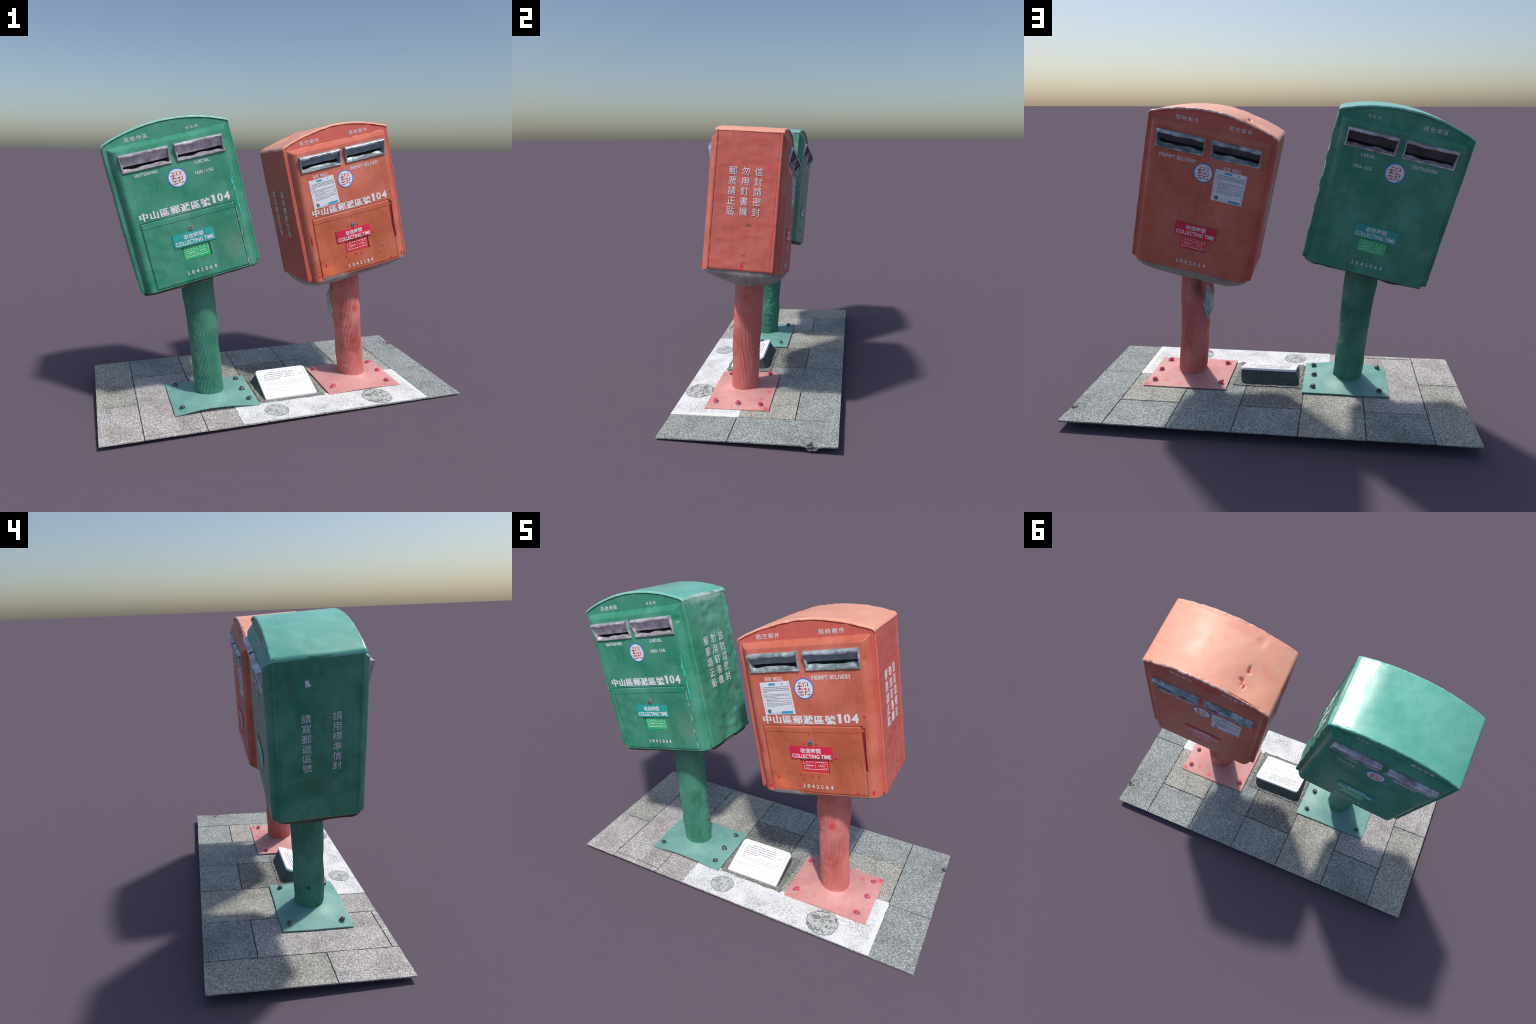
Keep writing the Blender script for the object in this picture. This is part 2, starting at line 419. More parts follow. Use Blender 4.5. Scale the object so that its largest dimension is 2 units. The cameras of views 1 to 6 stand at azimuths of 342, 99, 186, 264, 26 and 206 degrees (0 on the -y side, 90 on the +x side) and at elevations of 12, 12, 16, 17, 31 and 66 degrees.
def build_roof(kind, parent, local, mat):
    """Thin curved sheet over the arch with a slightly ragged rolled lip."""
    xs = np.linspace(-W - 0.001, W + 0.001, 230)
    ys = np.linspace(-DEP - 0.004, DB + 0.004, 140)
    X, Y = np.meshgrid(xs, ys, indexing="ij")
    P = P3(X, Y, np.zeros_like(X))
    z = np.array([arch_z(min(abs(x), W)) for x in X.ravel()])
    rag = 1.0 if kind == "red" else 0.45
    edge = np.minimum(np.minimum(P[:, 1] + DEP + 0.004, DB + 0.004 - P[:, 1]), 0.02)
    zz = z + 0.0035 + 0.0012 * vnoise(P, 8, 21) + 0.0007 * vnoise(P, 24, 22)
    zz += rag * 0.0018 * vnoise(P, 60, 23) * (edge < 0.012) - 0.004 * np.clip(1 - edge / 0.005, 0, 1) ** 2
    yy = P[:, 1] + np.sign(P[:, 1]) * rag * (0.0022 + 0.0025 * (P[:, 1] > 0)) * (vnoise(P, 38, 24) + 0.6 * vnoise(P, 95, 25)) * (edge < 0.006)
    xe = np.clip((np.abs(P[:, 0]) - (W - 0.012)) / 0.013, 0, 1)
    zz -= 0.007 * xe ** 2
    if kind == "red":                                  # dents punched into the sheet
        for dx, dy, rx, ry, d in ((-0.140, 0.028, 0.006, 0.014, 0.016), (-0.143, 0.040, 0.009, 0.008, 0.010), (-0.127, 0.088, 0.009, 0.008, 0.015), (-0.135, 0.100, 0.004, 0.016, 0.012), (-0.150, 0.115, 0.005, 0.010, 0.012),
                                  (-0.16, 0.09, 0.07, 0.08, 0.014), (-0.14, -0.12, 0.02, 0.03, 0.005)):
            zz -= d * np.exp(-((P[:, 0] - dx) / rx) ** 2 - ((P[:, 1] - dy) / ry) ** 2)
        zz -= 0.003 * vnoise(P * [1, 3, 1], 14, 26) * sm(-0.12, -0.18, P[:, 1])
    n, m = len(xs), len(ys)
    v = [(a, b, c) for a, b, c in zip(P[:, 0], yy, zz)] + [(a, b, c - 0.005) for a, b, c in zip(P[:, 0], yy, zz)]
    f = [q[::-1] for q in grid_faces(n, m)] + [tuple(i + n * m for i in q) for q in grid_faces(n, m)]
    rim = [i * m for i in range(n)] + [(n - 1) * m + j for j in range(1, m)] + [i * m + m - 1 for i in range(n - 2, -1, -1)] + [j for j in range(m - 2, 0, -1)]
    for a, b in zip(rim, rim[1:] + rim[:1]):
        f.append((b, a, a + n * m, b + n * m))
    f = [q[::-1] for q in f]
    return make_obj("roof", v, f, mat, parent, local, angle=50)


# lid layout (metres, in the frame of each face: u to the viewer's right, z up)
LID_W, LID_TOP, LID_BOT = 0.287, 0.699, -0.006
DOOR = (-0.230, 0.232, 0.002, 0.326)
SLOTS = [(-0.246, -0.016, 0.572, 0.654), (0.014, 0.248, 0.572, 0.654)]
WINDOW = (-0.072, 0.068, 0.101, 0.169)


def inside(u, z, r, g=0.0):
    return (u > r[0] - g) & (u < r[1] + g) & (z > r[2] - g) & (z < r[3] + g)


def lid_surface(kind, face):
    """Height of the lid above the box centre plane as a function of (u, z)."""
    front = face == "front"
    seed = {"green": 40, "red": 60}[kind] + (0 if front else 9)

    def h(u, z, holes=True):
        u, z = np.asarray(u, float), np.asarray(z, float)
        P = P3(u, np.zeros_like(u), z)
        u, z = P[:, 0], P[:, 2]
        d1, d2 = LID_W - np.abs(u), LID_TOP - z
        d = np.minimum(d1 / 0.040, d2 / 0.026)
        base = (DEP if front else DB) - 0.001
        e1 = 1 - (1 - np.clip(d1 / 0.040, 0, 1)) ** 2.3                       # rounded flanks
        e2 = np.clip((d2 - 0.002) / 0.023, 0, 1)                              # flat, crisp slope along the top
        y = base + (YF - base) * np.minimum(e1, e2)
        if not front:
            y = y + 0.002
        flat = sm(0.2, 1.0, d)
        y = y + 0.0012 * vnoise(P, 7, seed) * flat + 0.0004 * vnoise(P, 22, seed + 1)
        y = y + 0.0022 * vnoise(P, 34, seed + 2) * (1 - sm(0.1, 0.9, d)) * (0.6 if front else 0.8)
        if kind == "red" and front:
            y = y + 0.0028 * vnoise(P * [1, 1, 1.6], 19, 71) * sm(0.13, 0.02, z) * sm(-0.10, -0.2, u)
            y = y - 0.013 * sm(0.15, 0.02, z) * np.exp(-((u + 0.17) / 0.10) ** 2)
            y = y - 0.013 * np.exp(-((u + 0.17) / 0.08) ** 2 - ((z - 0.19) / 0.12) ** 2)
            y = y - 0.004 * np.exp(-((u - 0.262) / 0.006) ** 2 - ((z - 0.6) / 0.014) ** 2)
        if kind == "green" and front:
            y = y - 0.010 * np.exp(-((u - 0.268) / 0.014) ** 2 - ((z - 0.632) / 0.016) ** 2)
            y = y - 0.005 * np.exp(-((u - 0.275) / 0.02) ** 2 - ((z - 0.665) / 0.02) ** 2)
        if holes:
            for s in SLOTS:
                y = np.where(inside(u, z, s, -0.005), 0.177, y)
            if front:
                gap = inside(u, z, DOOR, 0.003)
                if kind == "red":
                    gap = gap | ((u > 0.2) & (u < 0.244 - 0.006 * (0.31 - z) / 0.2) & (z > 0.112) & (z < 0.318))
                y = np.where(gap, y - 0.007, y)
        return y
    return h


def door_surface(kind, lid):
    def h(u, z, holes=True):
        u, z = np.asarray(u, float).ravel(), np.asarray(z, float).ravel()
        d = np.minimum(np.minimum(u - DOOR[0], DOOR[1] - u), np.minimum(z - DOOR[2], DOOR[3] - z))
        strip = (z > 0.299) & (z < DOOR[3])
        y = lid(u, z, False) + 0.0022 + np.where(strip, 0.0018, 0) - 0.0022 * np.clip(1 - d / 0.0025, 0, 1) ** 2
        if holes:
            y = np.where(inside(u, z, WINDOW), y - 0.0085, y)
        return y
    return h


def relief_sheet(us, zs, h, sgn, back):
    """Closed relief plate facing -y (sgn=-1, front) or +y (sgn=+1)."""
    U, Z = np.meshgrid(us, zs, indexing="ij")
    Y = h(U.ravel(), Z.ravel())
    n, m = len(us), len(zs)
    fx = -sgn                                   # back face is seen mirrored
    v = [(fx * u, sgn * y, z) for u, y, z in zip(U.ravel(), Y, Z.ravel())]
    f = [tuple(reversed(q)) for q in grid_faces(n, m)]
    rim = [i * m for i in range(n)] + [(n - 1) * m + j for j in range(1, m)] + [i * m + m - 1 for i in range(n - 2, -1, -1)] + [j for j in range(m - 2, 0, -1)]
    o = len(v)
    v += [(v[i][0], sgn * back, v[i][2]) for i in rim]
    k = len(rim)
    f += [(rim[i], o + i, o + (i + 1) % k, rim[(i + 1) % k]) for i in range(k)]
    f = [tuple(reversed(q)) for q in f]
    return v, f


def lines(a, b, step, extra=()):
    e = [x for c in extra for x in (c - 0.0003, c + 0.0003)]
    return np.unique(np.round(np.r_[np.linspace(a, b, int((b - a) / step) + 1), e], 5))


class Face:
    """Drapes decals (u, z, t) onto one side of the box and makes them objects."""
    def __init__(self, surf, sgn, parent):
        self.s, self.sgn, self.parent = surf, sgn, parent

    def pts(self, verts, lift=0.0006):
        a = np.array(verts, float)
        y = self.s(a[:, 0], a[:, 1])
        return np.stack([-self.sgn * a[:, 0], self.sgn * (y + lift + a[:, 2]), a[:, 1]], 1)

    def obj(self, name, verts, faces, mat, lift=0.0006, parent=None, smooth=False):
        faces = [tuple(reversed(q)) for q in faces]
        return make_obj(name, self.pts(verts, lift), faces, mat, parent or self.parent, smooth=smooth)


class SideFace(Face):
    """Same for a side wall: u runs to the viewer's right, wall at x = sx * W."""
    def __init__(self, kind, sx, parent):
        self.kind, self.sx, self.parent = kind, sx, parent

    def pts(self, verts, lift=0.0006):
        a = np.array(verts, float)
        y = self.sx * a[:, 0]
        x = W + side_relief(self.kind, self.sx, y, a[:, 1])
        return np.stack([self.sx * (x + lift + a[:, 2]), y, a[:, 1]], 1)

    def obj(self, name, verts, faces, mat, lift=0.0006, parent=None, smooth=False):
        return make_obj(name, self.pts(verts, lift), faces, mat, parent or self.parent, smooth=smooth)


# ------------------------------------------------------------------ lettering
_glyph = {}


def text_mesh(s, bold=0.0, thick=0.06):
    key = (s, bold)
    if key not in _glyph:
        cu = bpy.data.curves.new("t", "FONT")
        cu.body, cu.size, cu.extrude, cu.offset, cu.resolution_u = s, 1.0, thick / 2, bold, 3
        ob = bpy.data.objects.new("t", cu)
        SC.objects.link(ob)
        bpy.context.view_layer.update()
        me = bpy.data.meshes.new_from_object(ob.evaluated_get(bpy.context.evaluated_depsgraph_get()))
        v = np.array([tuple(x.co) for x in me.vertices])
        f = [tuple(q.vertices) for q in me.polygons]
        bpy.data.objects.remove(ob); bpy.data.curves.remove(cu); bpy.data.meshes.remove(me)
        _glyph[key] = (v, f)
    return _glyph[key]


def fit_text(s, u0, u1, z0, z1, bold=0.0, t=0.0009):
    """Words stretched into the rectangle u0..u1 x z0..z1."""
    v, f = text_mesh(s, bold)
    lo, hi = v.min(0), v.max(0)
    k = (v - lo) / np.maximum(hi - lo, 1e-6)
    return np.stack([u0 + k[:, 0] * (u1 - u0), z0 + k[:, 1] * (z1 - z0), k[:, 2] * t], 1), f


def row_text(s, u0, u1, z0, z1, bold=0.005, gap=0.12, rise=0.0, t=0.0009):
    """Chinese characters set one to a cell along a row."""
    acc = Acc()
    n = len(s)
    cell = (u1 - u0) / n
    for i, ch in enumerate(s):
        v, f = text_mesh(ch, bold)
        a = u0 + cell * (i + gap / 2)
        k = cell * (1 - gap)
        v2 = np.stack([a + (v[:, 0] - 0.03) / 0.94 * k, z0 + (v[:, 1] + 0.08) / 0.94 * (z1 - z0) + rise * i, (v[:, 2] + 0.03) / 0.06 * t], 1)
        acc.add(v2, f)
    return acc.v, acc.f


def column_text(s, uc, w, ztop, zbot, bold=0.012, lean=0.0, t=0.0009):
    acc = Acc()
    n = len(s)
    cell = (ztop - zbot) / n
    for i, ch in enumerate(s):
        v, f = text_mesh(ch, bold)
        zb = ztop - cell * (i + 1) + cell * 0.06
        u = uc - w / 2 + lean * i
        acc.add(np.stack([u + (v[:, 0] - 0.03) / 0.94 * w, zb + (v[:, 1] + 0.08) / 0.94 * cell * 0.86, (v[:, 2] + 0.03) / 0.06 * t], 1), f)
    return acc.v, acc.f


def one(c, z, h, w, foot):
    """Figure one with a raked flag, and a foot serif when asked."""
    a = Acc()
    a.add(*bar(c, z, c, z + h, w, 0.0009))
    a.add(*bar(c - w * 1.05, z + h * 0.80, c - w * 0.1, z + h * 0.93, h * 0.12, 0.0009))
    if foot:
        a.add(*bar(c - w * 1.4, z + h * 0.07, c + w * 1.4, z + h * 0.07, h * 0.13, 0.0009))
    return a.v, a.f


# heavy stencil capitals: strokes (x0, y0, x1, y1, width) in a unit cell, with the gaps a stencil leaves
V, H = 0.27, 0.15
_side = lambda x, a=0.10, b=0.90: (x, a, x, b, V)
STENCIL = {
    "O": [_side(.15, .08, .92), _side(.85, .08, .92), (.24, .93, .44, .93, H), (.56, .93, .76, .93, H), (.24, .07, .44, .07, H), (.56, .07, .76, .07, H)],
    "U": [_side(.15, .08, 1), _side(.85, .08, 1), (.24, .07, .44, .07, H), (.56, .07, .76, .07, H)],
    "T": [(.5, 0, .5, .78, V), (.0, .92, 1, .92, H + .02), (.05, .74, .05, .84, .1), (.95, .74, .95, .84, .1)],
    "G": [_side(.15, .08, .92), (.24, .93, .44, .93, H), (.56, .93, .9, .93, H), (.24, .07, .44, .07, H), (.56, .07, .76, .07, H), (.85, .04, .85, .46, V), (.62, .44, .85, .44, H), (.9, .72, .9, .93, .16)],
    "I": [(.5, 0, .5, 1, .42)],
    "N": [(.1, 0, .1, 1, .18), (.9, 0, .9, 1, .18), (.24, .95, .76, .05, V)],
    "L": [(.2, 0, .2, 1, V), (.42, .07, .95, .07, H), (.93, .07, .93, .28, .12)],
    "C": [_side(.15, .08, .92), (.24, .93, .44, .93, H), (.56, .93, .88, .93, H), (.24, .07, .44, .07, H), (.56, .07, .88, .07, H), (.88, .7, .88, .93, V), (.88, .07, .88, .3, V)],
    "A": [(.1, 0, .42, 1, .16), (.9, 0, .6, 1, V), (.3, .3, .62, .3, .12)],
    "P": [(.2, 0, .2, 1, V), (.44, .93, .78, .93, H), (.85, .55, .85, .93, V), (.44, .5, .78, .5, H)],
    "R": [(.2, 0, .2, 1, V), (.44, .93, .78, .93, H), (.85, .58, .85, .93, V), (.44, .52, .78, .52, H), (.6, .46, .9, 0, V)],
    "M": [(.08, 0, .08, 1, .16), (.92, 0, .92, 1, V), (.2, .98, .48, .25, .2), (.76, .98, .52, .25, .14)],
    "D": [(.18, 0, .18, 1, V), (.42, .93, .74, .93, H), (.42, .07, .74, .07, H), (.85, .1, .85, .9, V)],
    "E": [(.2, 0, .2, 1, V), (.42, .93, .95, .93, H), (.42, .5, .78, .5, H), (.42, .07, .95, .07, H)],
    "V": [(.12, 1, .46, .02, V), (.9, 1, .6, .02, .16)],
    "Y": [(.12, 1, .44, .5, V), (.9, 1, .6, .5, .16), (.5, 0, .5, .44, V)],
    "1": [(.55, 0, .55, 1, .34), (.2, .82, .4, .92, .16)],
    "0": [_side(.17, .08, .92), _side(.83, .08, .92), (.28, .93, .46, .93, H), (.56, .93, .74, .93, H), (.28, .07, .46, .07, H), (.56, .07, .74, .07, H)],
    "6": [_side(.17, .08, .92), (.28, .93, .84, .93, H), (.83, .08, .83, .5, V), (.42, .52, .76, .52, H), (.28, .07, .46, .07, H), (.56, .07, .74, .07, H)],
    "-": [(.15, .46, .85, .46, H)], " ": [],
}
ADVANCE = {"I": 0.5, "1": 0.7, " ": 0.6, "M": 1.3, "N": 1.1, "-": 0.8}


def stencil_text(word, u0, u1, z0, z1, t=0.0009):
    """Word set in the stencil capitals, filling the rectangle."""
    acc = Acc()
    adv = [ADVANCE.get(c, 1.0) for c in word]
    gap = 0.22
    k = (u1 - u0) / (sum(adv) + gap * (len(word) - 1))
    u, h = u0, z1 - z0
    for ch, w in zip(word, adv):
        for x0, y0, x1, y1, sw in STENCIL[ch]:
            vert = abs(y1 - y0) > abs(x1 - x0)
            acc.add(*bar(u + x0 * w * k, z0 + y0 * h, u + x1 * w * k, z0 + y1 * h, sw * (k * min(w, 1.0) if vert else h), t))
        u += (w + gap) * k
    return acc.v, acc.f


def disc(cu, cz, r, t=0.001, n=64):
    v = [(cu, cz, t)]
    rings = [0.25, 0.5, 0.75, 1.0]
    for k in rings:
        v += [(cu + r * k * math.cos(2 * math.pi * i / n), cz + r * k * math.sin(2 * math.pi * i / n), t) for i in range(n)]
    v += [(cu + r * math.cos(2 * math.pi * i / n), cz + r * math.sin(2 * math.pi * i / n), -0.0004) for i in range(n)]
    f = [(0, 1 + i, 1 + (i + 1) % n) for i in range(n)]
    for k in range(len(rings)):
        a, b = 1 + k * n, 1 + (k + 1) * n
        f += [(a + i, b + i, b + (i + 1) % n, a + (i + 1) % n) for i in range(n)]
    return v, f


def quad_sheet(c, t=0.001, nu=14, nz=8):
    """Thin draped sheet from four corners TL, TR, BR, BL (u, z)."""
    c = [np.array(p, float) for p in c]
    v, f = [], []
    for layer in (t, -0.0005):
        for i in range(nu + 1):
            for j in range(nz + 1):
                a, b = i / nu, j / nz
                p = (c[3] * (1 - a) + c[2] * a) * (1 - b) + (c[0] * (1 - a) + c[1] * a) * b
                v.append((p[0], p[1], layer))
    m = nz + 1
    f += [q[::-1] for q in grid_faces(nu + 1, m)]
    o = (nu + 1) * m
    rim = [i * m for i in range(nu + 1)] + [nu * m + j for j in range(1, m)] + [i * m + m - 1 for i in range(nu - 1, -1, -1)] + [j for j in range(m - 2, 0, -1)]
    f += [(a, a + o, b + o, b)[::-1] for a, b in zip(rim, rim[1:] + rim[:1])]
    return v, f


def splat(cu, cz, ru, rz, seed, t=0.001, n=22):
    """Irregular flat patch of paint."""
    g = np.random.default_rng(seed)
    ph = g.uniform(0, 6.28, 4)
    v = [(cu, cz, t)]
    for lay in (t, -0.0004):
        for i in range(n):
            a = 2 * math.pi * i / n
            k = 1 + 0.22 * math.sin(2 * a + ph[0]) + 0.18 * math.sin(3 * a + ph[1]) + 0.14 * math.sin(5 * a + ph[2])
            v.append((cu + ru * k * math.cos(a), cz + rz * k * math.sin(a), lay))
    f = [(0, 1 + i, 1 + (i + 1) % n) for i in range(n)] + [(1 + i, 1 + n + i, 1 + n + (i + 1) % n, 1 + (i + 1) % n) for i in range(n)]
    return v, f


SEAL_STROKES = [(-.48, .54, -.22, .54), (-.40, .12, -.40, .40), (-.66, .22, -.40, .30), (-.40, .30, -.14, .22), (-.60, -.08, -.40, .06), (-.40, .06, -.10, -.08), (-.40, -.14, -.40, .12),
                (-.60, -.30, -.06, -.30), (-.31, -.30, -.31, -.44), (-.53, -.58, -.03, -.58), (0., .24, 0., .60), (.16, .57, .25, .57), (.18, .26, .27, .26), (.42, .24, .42, .60),
                (.0, .0, .32, .0), (.17, .0, .17, -.17), (.50, .05, .50, -.31), (.08, -.28, .34, -.28), (.13, -.28, .13, -.58), (.30, -.56, .60, -.56)]


def seal(face, cu, cz, r):
    v, f = disc(cu, cz, r, 0.0010)
    ring = face.obj("seal_ring", v, f, M["seal_blue"], 0.0002)
    v, f = disc(cu, cz, r * 0.89, 0.0016)
    face.obj("seal_disc", v, f, M["seal_white"], 0.0002)
    acc = Acc()
    for x0, y0, x1, y1 in SEAL_STROKES:
        acc.add(*bar(cu + r * x0, cz + r * y0, cu + r * x1, cz + r * y1, r * 0.085, 0.0008))
    face.obj("seal_emblem", acc.v, acc.f, M["seal_red"], 0.0018)


def notice(face, c):
    """Printed paper with a heading tag, lines of small print and a footer."""
    v, f = quad_sheet(c, 0.0009, 10, 12)
    face.obj("notice", v, f, M["paper"], 0.0004)
    tl, tr, br, bl = [np.array(p) for p in c]

    def q(a, b):
        return (bl * (1 - a) + br * a) * (1 - b) + (tl * (1 - a) + tr * a) * b
    rng = random.Random(5)
    ink, cy = Acc(), Acc()
    rows = [(0.84, .1, .95, 1), (0.79, .08, .95, 1), (0.74, .08, .95, 1), (0.69, .08, .2, 1), (0.62, .08, .92, 0), (0.58, .08, .9, 0), (0.54, .08, .5, 0),
            (0.49, .14, .95, 0), (0.45, .14, .55, 0), (0.41, .14, .94, 0), (0.35, .12, .95, 0), (0.31, .12, .93, 0), (0.27, .12, .65, 0)]
    for b, a0, a1, big in rows:
        a = a0
        while a < a1:
            w = rng.uniform(0.025, 0.045) if big else rng.uniform(0.03, 0.11)
            p0, p1 = q(a, b), q(min(a + w, a1), b)
            ink.add(*bar(*p0, *p1, 0.0030 if big else 0.0018, 0.0004))
            a += w + 0.016
    for b0, b1 in (((.05, .1), (.05, .93)), ((.95, .1), (.95, .93)), ((.2, .05), (.6, .05))):
        ink.add(*bar(*q(*b0), *q(*b1), 0.0007, 0.0004))
    face.obj("notice_print", ink.v, ink.f, M["ink"], 0.0014)
    cy.add(*bar(*q(.30, .93), *q(.52, .93), 0.009, 0.0004))
    cy.add(*bar(*q(.56, .06), *q(.94, .06), 0.011, 0.0004))
    cy.add(*bar(*q(.74, .93), *q(.78, .93), 0.006, 0.0004))
    cy.add(*bar(*q(.11, .05), *q(.21, .05), 0.004, 0.0004))
    face.obj("notice_tag", cy.v, cy.f, M["cyan"], 0.0016)
    p = q(.16, .11)
    v, f = disc(p[0], p[1], 0.0095, 0.0004, 24)
    face.obj("notice_badge", v, f, M["ink"], 0.0014)


def time_card(face, kind, r, lift):
    """Timetable card: ruled boxes and rows of small print."""
    u0, u1, z0, z1 = r
    sl = 0.002
    v, f = quad_sheet([(u0, z1), (u1, z1 - sl), (u1, z0), (u0, z0 + sl)], 0.0012, 6, 4)
    face.obj("time_card", v, f, M["card_g" if kind == "green" else "card_r"], lift)
    a = Acc()
    w, h = u1 - u0, z1 - z0
    X = lambda k: u0 + w * k
    Z = lambda k: z0 + h * k
    for l in ((.06, .92, .95, .92), (.06, .64, .95, .64), (.06, .34, .95, .34), (.06, .1, .06, .92), (.95, .1, .95, .92), (.5, .34, .5, .92)):
        a.add(*bar(X(l[0]), Z(l[1]), X(l[2]), Z(l[3]), 0.0009, 0.0004))
    for k in (.16, .27, .38):
        a.add(*bar(X(k), Z(.77), X(k + .05), Z(.77), 0.0045, 0.0004))
    for k in (.62, .78) if kind == "green" else (.55, .62, .70, .78, .86):
        a.add(*bar(X(k), Z(.77), X(k + .05), Z(.77), 0.004, 0.0004))
    for k in np.arange(.14, .42, .06):
        a.add(*bar(X(k), Z(.49), X(k + .045), Z(.49), 0.0045, 0.0004))
    for k in np.arange(.60, .86, .065):
        a.add(*bar(X(k), Z(.49), X(k + .045), Z(.49), 0.004, 0.0004))
    for k in np.arange(.09, .90, .075):
        a.add(*bar(X(k), Z(.21), X(k + .062), Z(.21), 0.0026, 0.0004))
    face.obj("time_card_print", a.v, a.f, M["sticker_letter"], lift + 0.0014)


# ------------------------------------------------------------------ letter slots
def letter_slot(kind, face, r, sgn, seed):
    """Pressed steel surround, crumpled hood over a slanting inner flap, dark throat."""
    parent = face.parent
    u0, u1, z0, z1 = r
    rg = np.random.default_rng(seed)
    dent = rg.uniform(-1, 1, 6)
    steel = M["steel_g" if kind == "green" else "steel_r"]

    def put(v):
        a = np.array(v, float)                       # (u, y outward, z)
        return np.stack([-sgn * a[:, 0], sgn * a[:, 1], a[:, 2]], 1)

    def crumple(v, amp=0.002):
        a = np.array(v, float)
        a[:, 1] += amp * vnoise(a, 42, seed) + amp * 0.6 * vnoise(a, 90, seed + 1)
        a[:, 2] += amp * 0.7 * vnoise(a, 38, seed + 2)
        a[:, 0] += amp * 0.4 * vnoise(a, 38, seed + 3)
        return a

    # surround: rounded bead swept round the opening
    n, path = 16, []
    corners = [(u0, z0), (u1, z0), (u1, z1), (u0, z1)]
    for k in range(4):
        a, b = np.array(corners[k]), np.array(corners[(k + 1) % 4])
        for t in np.linspace(0, 1, 24 if k % 2 == 0 else 10, endpoint=False):
            path.append(a * (1 - t) + b * t)
    path = np.array(path)
    c = np.array([(u0 + u1) / 2, (z0 + z1) / 2])
    half = np.array([(u1 - u0) / 2, (z1 - z0) / 2])
    sec = [(-0.001, -0.001), (-0.0004, 0.0070), (0.0015, 0.0085), (0.0055, 0.0080), (0.0075, 0.003), (0.0095, -0.026)]
    v, f = [], []
    for ins, out in sec:
        k = (half - ins) / half
        v += [(c[0] + (p[0] - c[0]) * k[0], YF + out, c[1] + (p[1] - c[1]) * k[1]) for p in path]
    N = len(path)
    for s in range(len(sec) - 1):
        for i in range(N):
            f.append((s * N + i, s * N + (i + 1) % N, (s + 1) * N + (i + 1) % N, (s + 1) * N + i))
    frame = make_obj("letter_slot", put(crumple(v, 0.0013)), f, steel, parent, angle=40)

    def strip(name, prof, ua, ub, mat, amp, nu=36, edge=None, thick=0.0018):
        """Bent sheet: profile (y, z) swept along u, with thickness."""
        v = []
        for s in (0, 1):
            for a in np.linspace(ua, ub, nu):
                for j, (y, z) in enumerate(prof):
                    dz = edge(a, j / (len(prof) - 1)) if edge else 0
                    v.append((a, y - s * thick, z + dz - s * thick * 0.6))
        m = len(prof)
        f = grid_faces(nu, m)
        o = nu * m
        ff = [q for q in f] + [tuple(i + o for i in reversed(q)) for q in f]
        rim = [i * m for i in range(nu)] + [(nu - 1) * m + j for j in range(1, m)] + [i * m + m - 1 for i in range(nu - 2, -1, -1)] + [j for j in range(m - 2, 0, -1)]
        ff += [(b, a, a + o, b + o) for a, b in zip(rim, rim[1:] + rim[:1])]
        ob = make_obj(name, put(crumple(v, amp)), ff, mat, frame, angle=50)
        return ob

    def wavy(a, k):
        t = (a - u0) / (u1 - u0)
        return k * (0.005 * math.sin(9 * t + dent[0] * 3) + 0.004 * math.sin(17 * t + dent[1] * 3))
    hood_out = 0.024 if kind == "green" else 0.022
    drop = 0.013 if kind == "green" else 0.016
    strip("slot_hood", [(YF - 0.002, z1 + 0.001), (YF + 0.008, z1 + 0.0005), (YF + hood_out * 0.85, z1 - 0.003), (YF + hood_out, z1 - drop * 0.6), (YF + hood_out - 0.002, z1 - drop)],
          u0 + 0.0005, u1 - 0.0005, steel, 0.0018, edge=lambda a, k: wavy(a, k * k) * 0.28)
    for ua, si in ((u0, 1), (u1, -1)):                 # cheeks of the hood
        q = [(YF, z1 - 0.001), (YF + hood_out - 0.003, z1 - 0.008), (YF + hood_out - 0.004, z1 - 0.016), (YF + 0.007, z0 + 0.008), (YF, z0 + 0.004)]
        v = [(ua + si * 0.001, y, z) for y, z in q] + [(ua + si * 0.004, y, z) for y, z in q]
        k = len(q)
        f = [tuple(range(k)), tuple(range(2 * k - 1, k - 1, -1))] + [(i, i + k, (i + 1) % k + k, (i + 1) % k) for i in range(k)]
        make_obj("slot_cheek", put(crumple(v, 0.0012)), f, steel, frame, smooth=False)
    fl = [(YF + 0.015, z1 - 0.009), (YF + 0.010, z1 - 0.024), (YF + 0.004, z1 - 0.038), (YF - 0.003, z1 - 0.052 if kind == "green" else z1 - 0.046)]
    strip("slot_flap", fl, u0 + 0.008, u1 - 0.008, M["flap_back" if sgn > 0 else ("flap_g" if kind == "green" else "flap_r")], 0.0016)
    strip("slot_lip", [(YF + 0.005, z0 + 0.006), (YF - 0.003, z0 + 0.012), (YF - 0.011, z0 + (0.017 if kind == "green" else 0.022))], u0 + 0.009, u1 - 0.009, steel, 0.0012, edge=lambda a, k: wavy(a, k) * 0.5)
    v, fb = box(u0 + 0.0055, u1 - 0.0055, 0.1778, 0.1795, z0 + 0.0055, z1 - 0.0055)
    make_obj("slot_throat", put(v), fb, M["void"], frame, smooth=False)


def lock_button(face, cu, cz):
    v, f = disc(cu, cz, 0.0125, 0.004, 32)
    lk = face.obj("lock", v, f, M["lock"], 0.0, smooth=False)
    v, f = disc(cu, cz, 0.0085, 0.0058, 32)
    face.obj("lock_barrel", v, f, M["lock"], 0.0, parent=lk)
    v, f = disc(cu, cz, 0.0036, 0.0063, 20)
    face.obj("keyhole", v, f, M["keyhole"], 0.0, parent=lk)


# ------------------------------------------------------------------ ground plane of the scanned strip
def zp(x, y):
    return 0.0365 - 0.0092 * np.asarray(x, float) + 0.0345 * np.asarray(y, float)


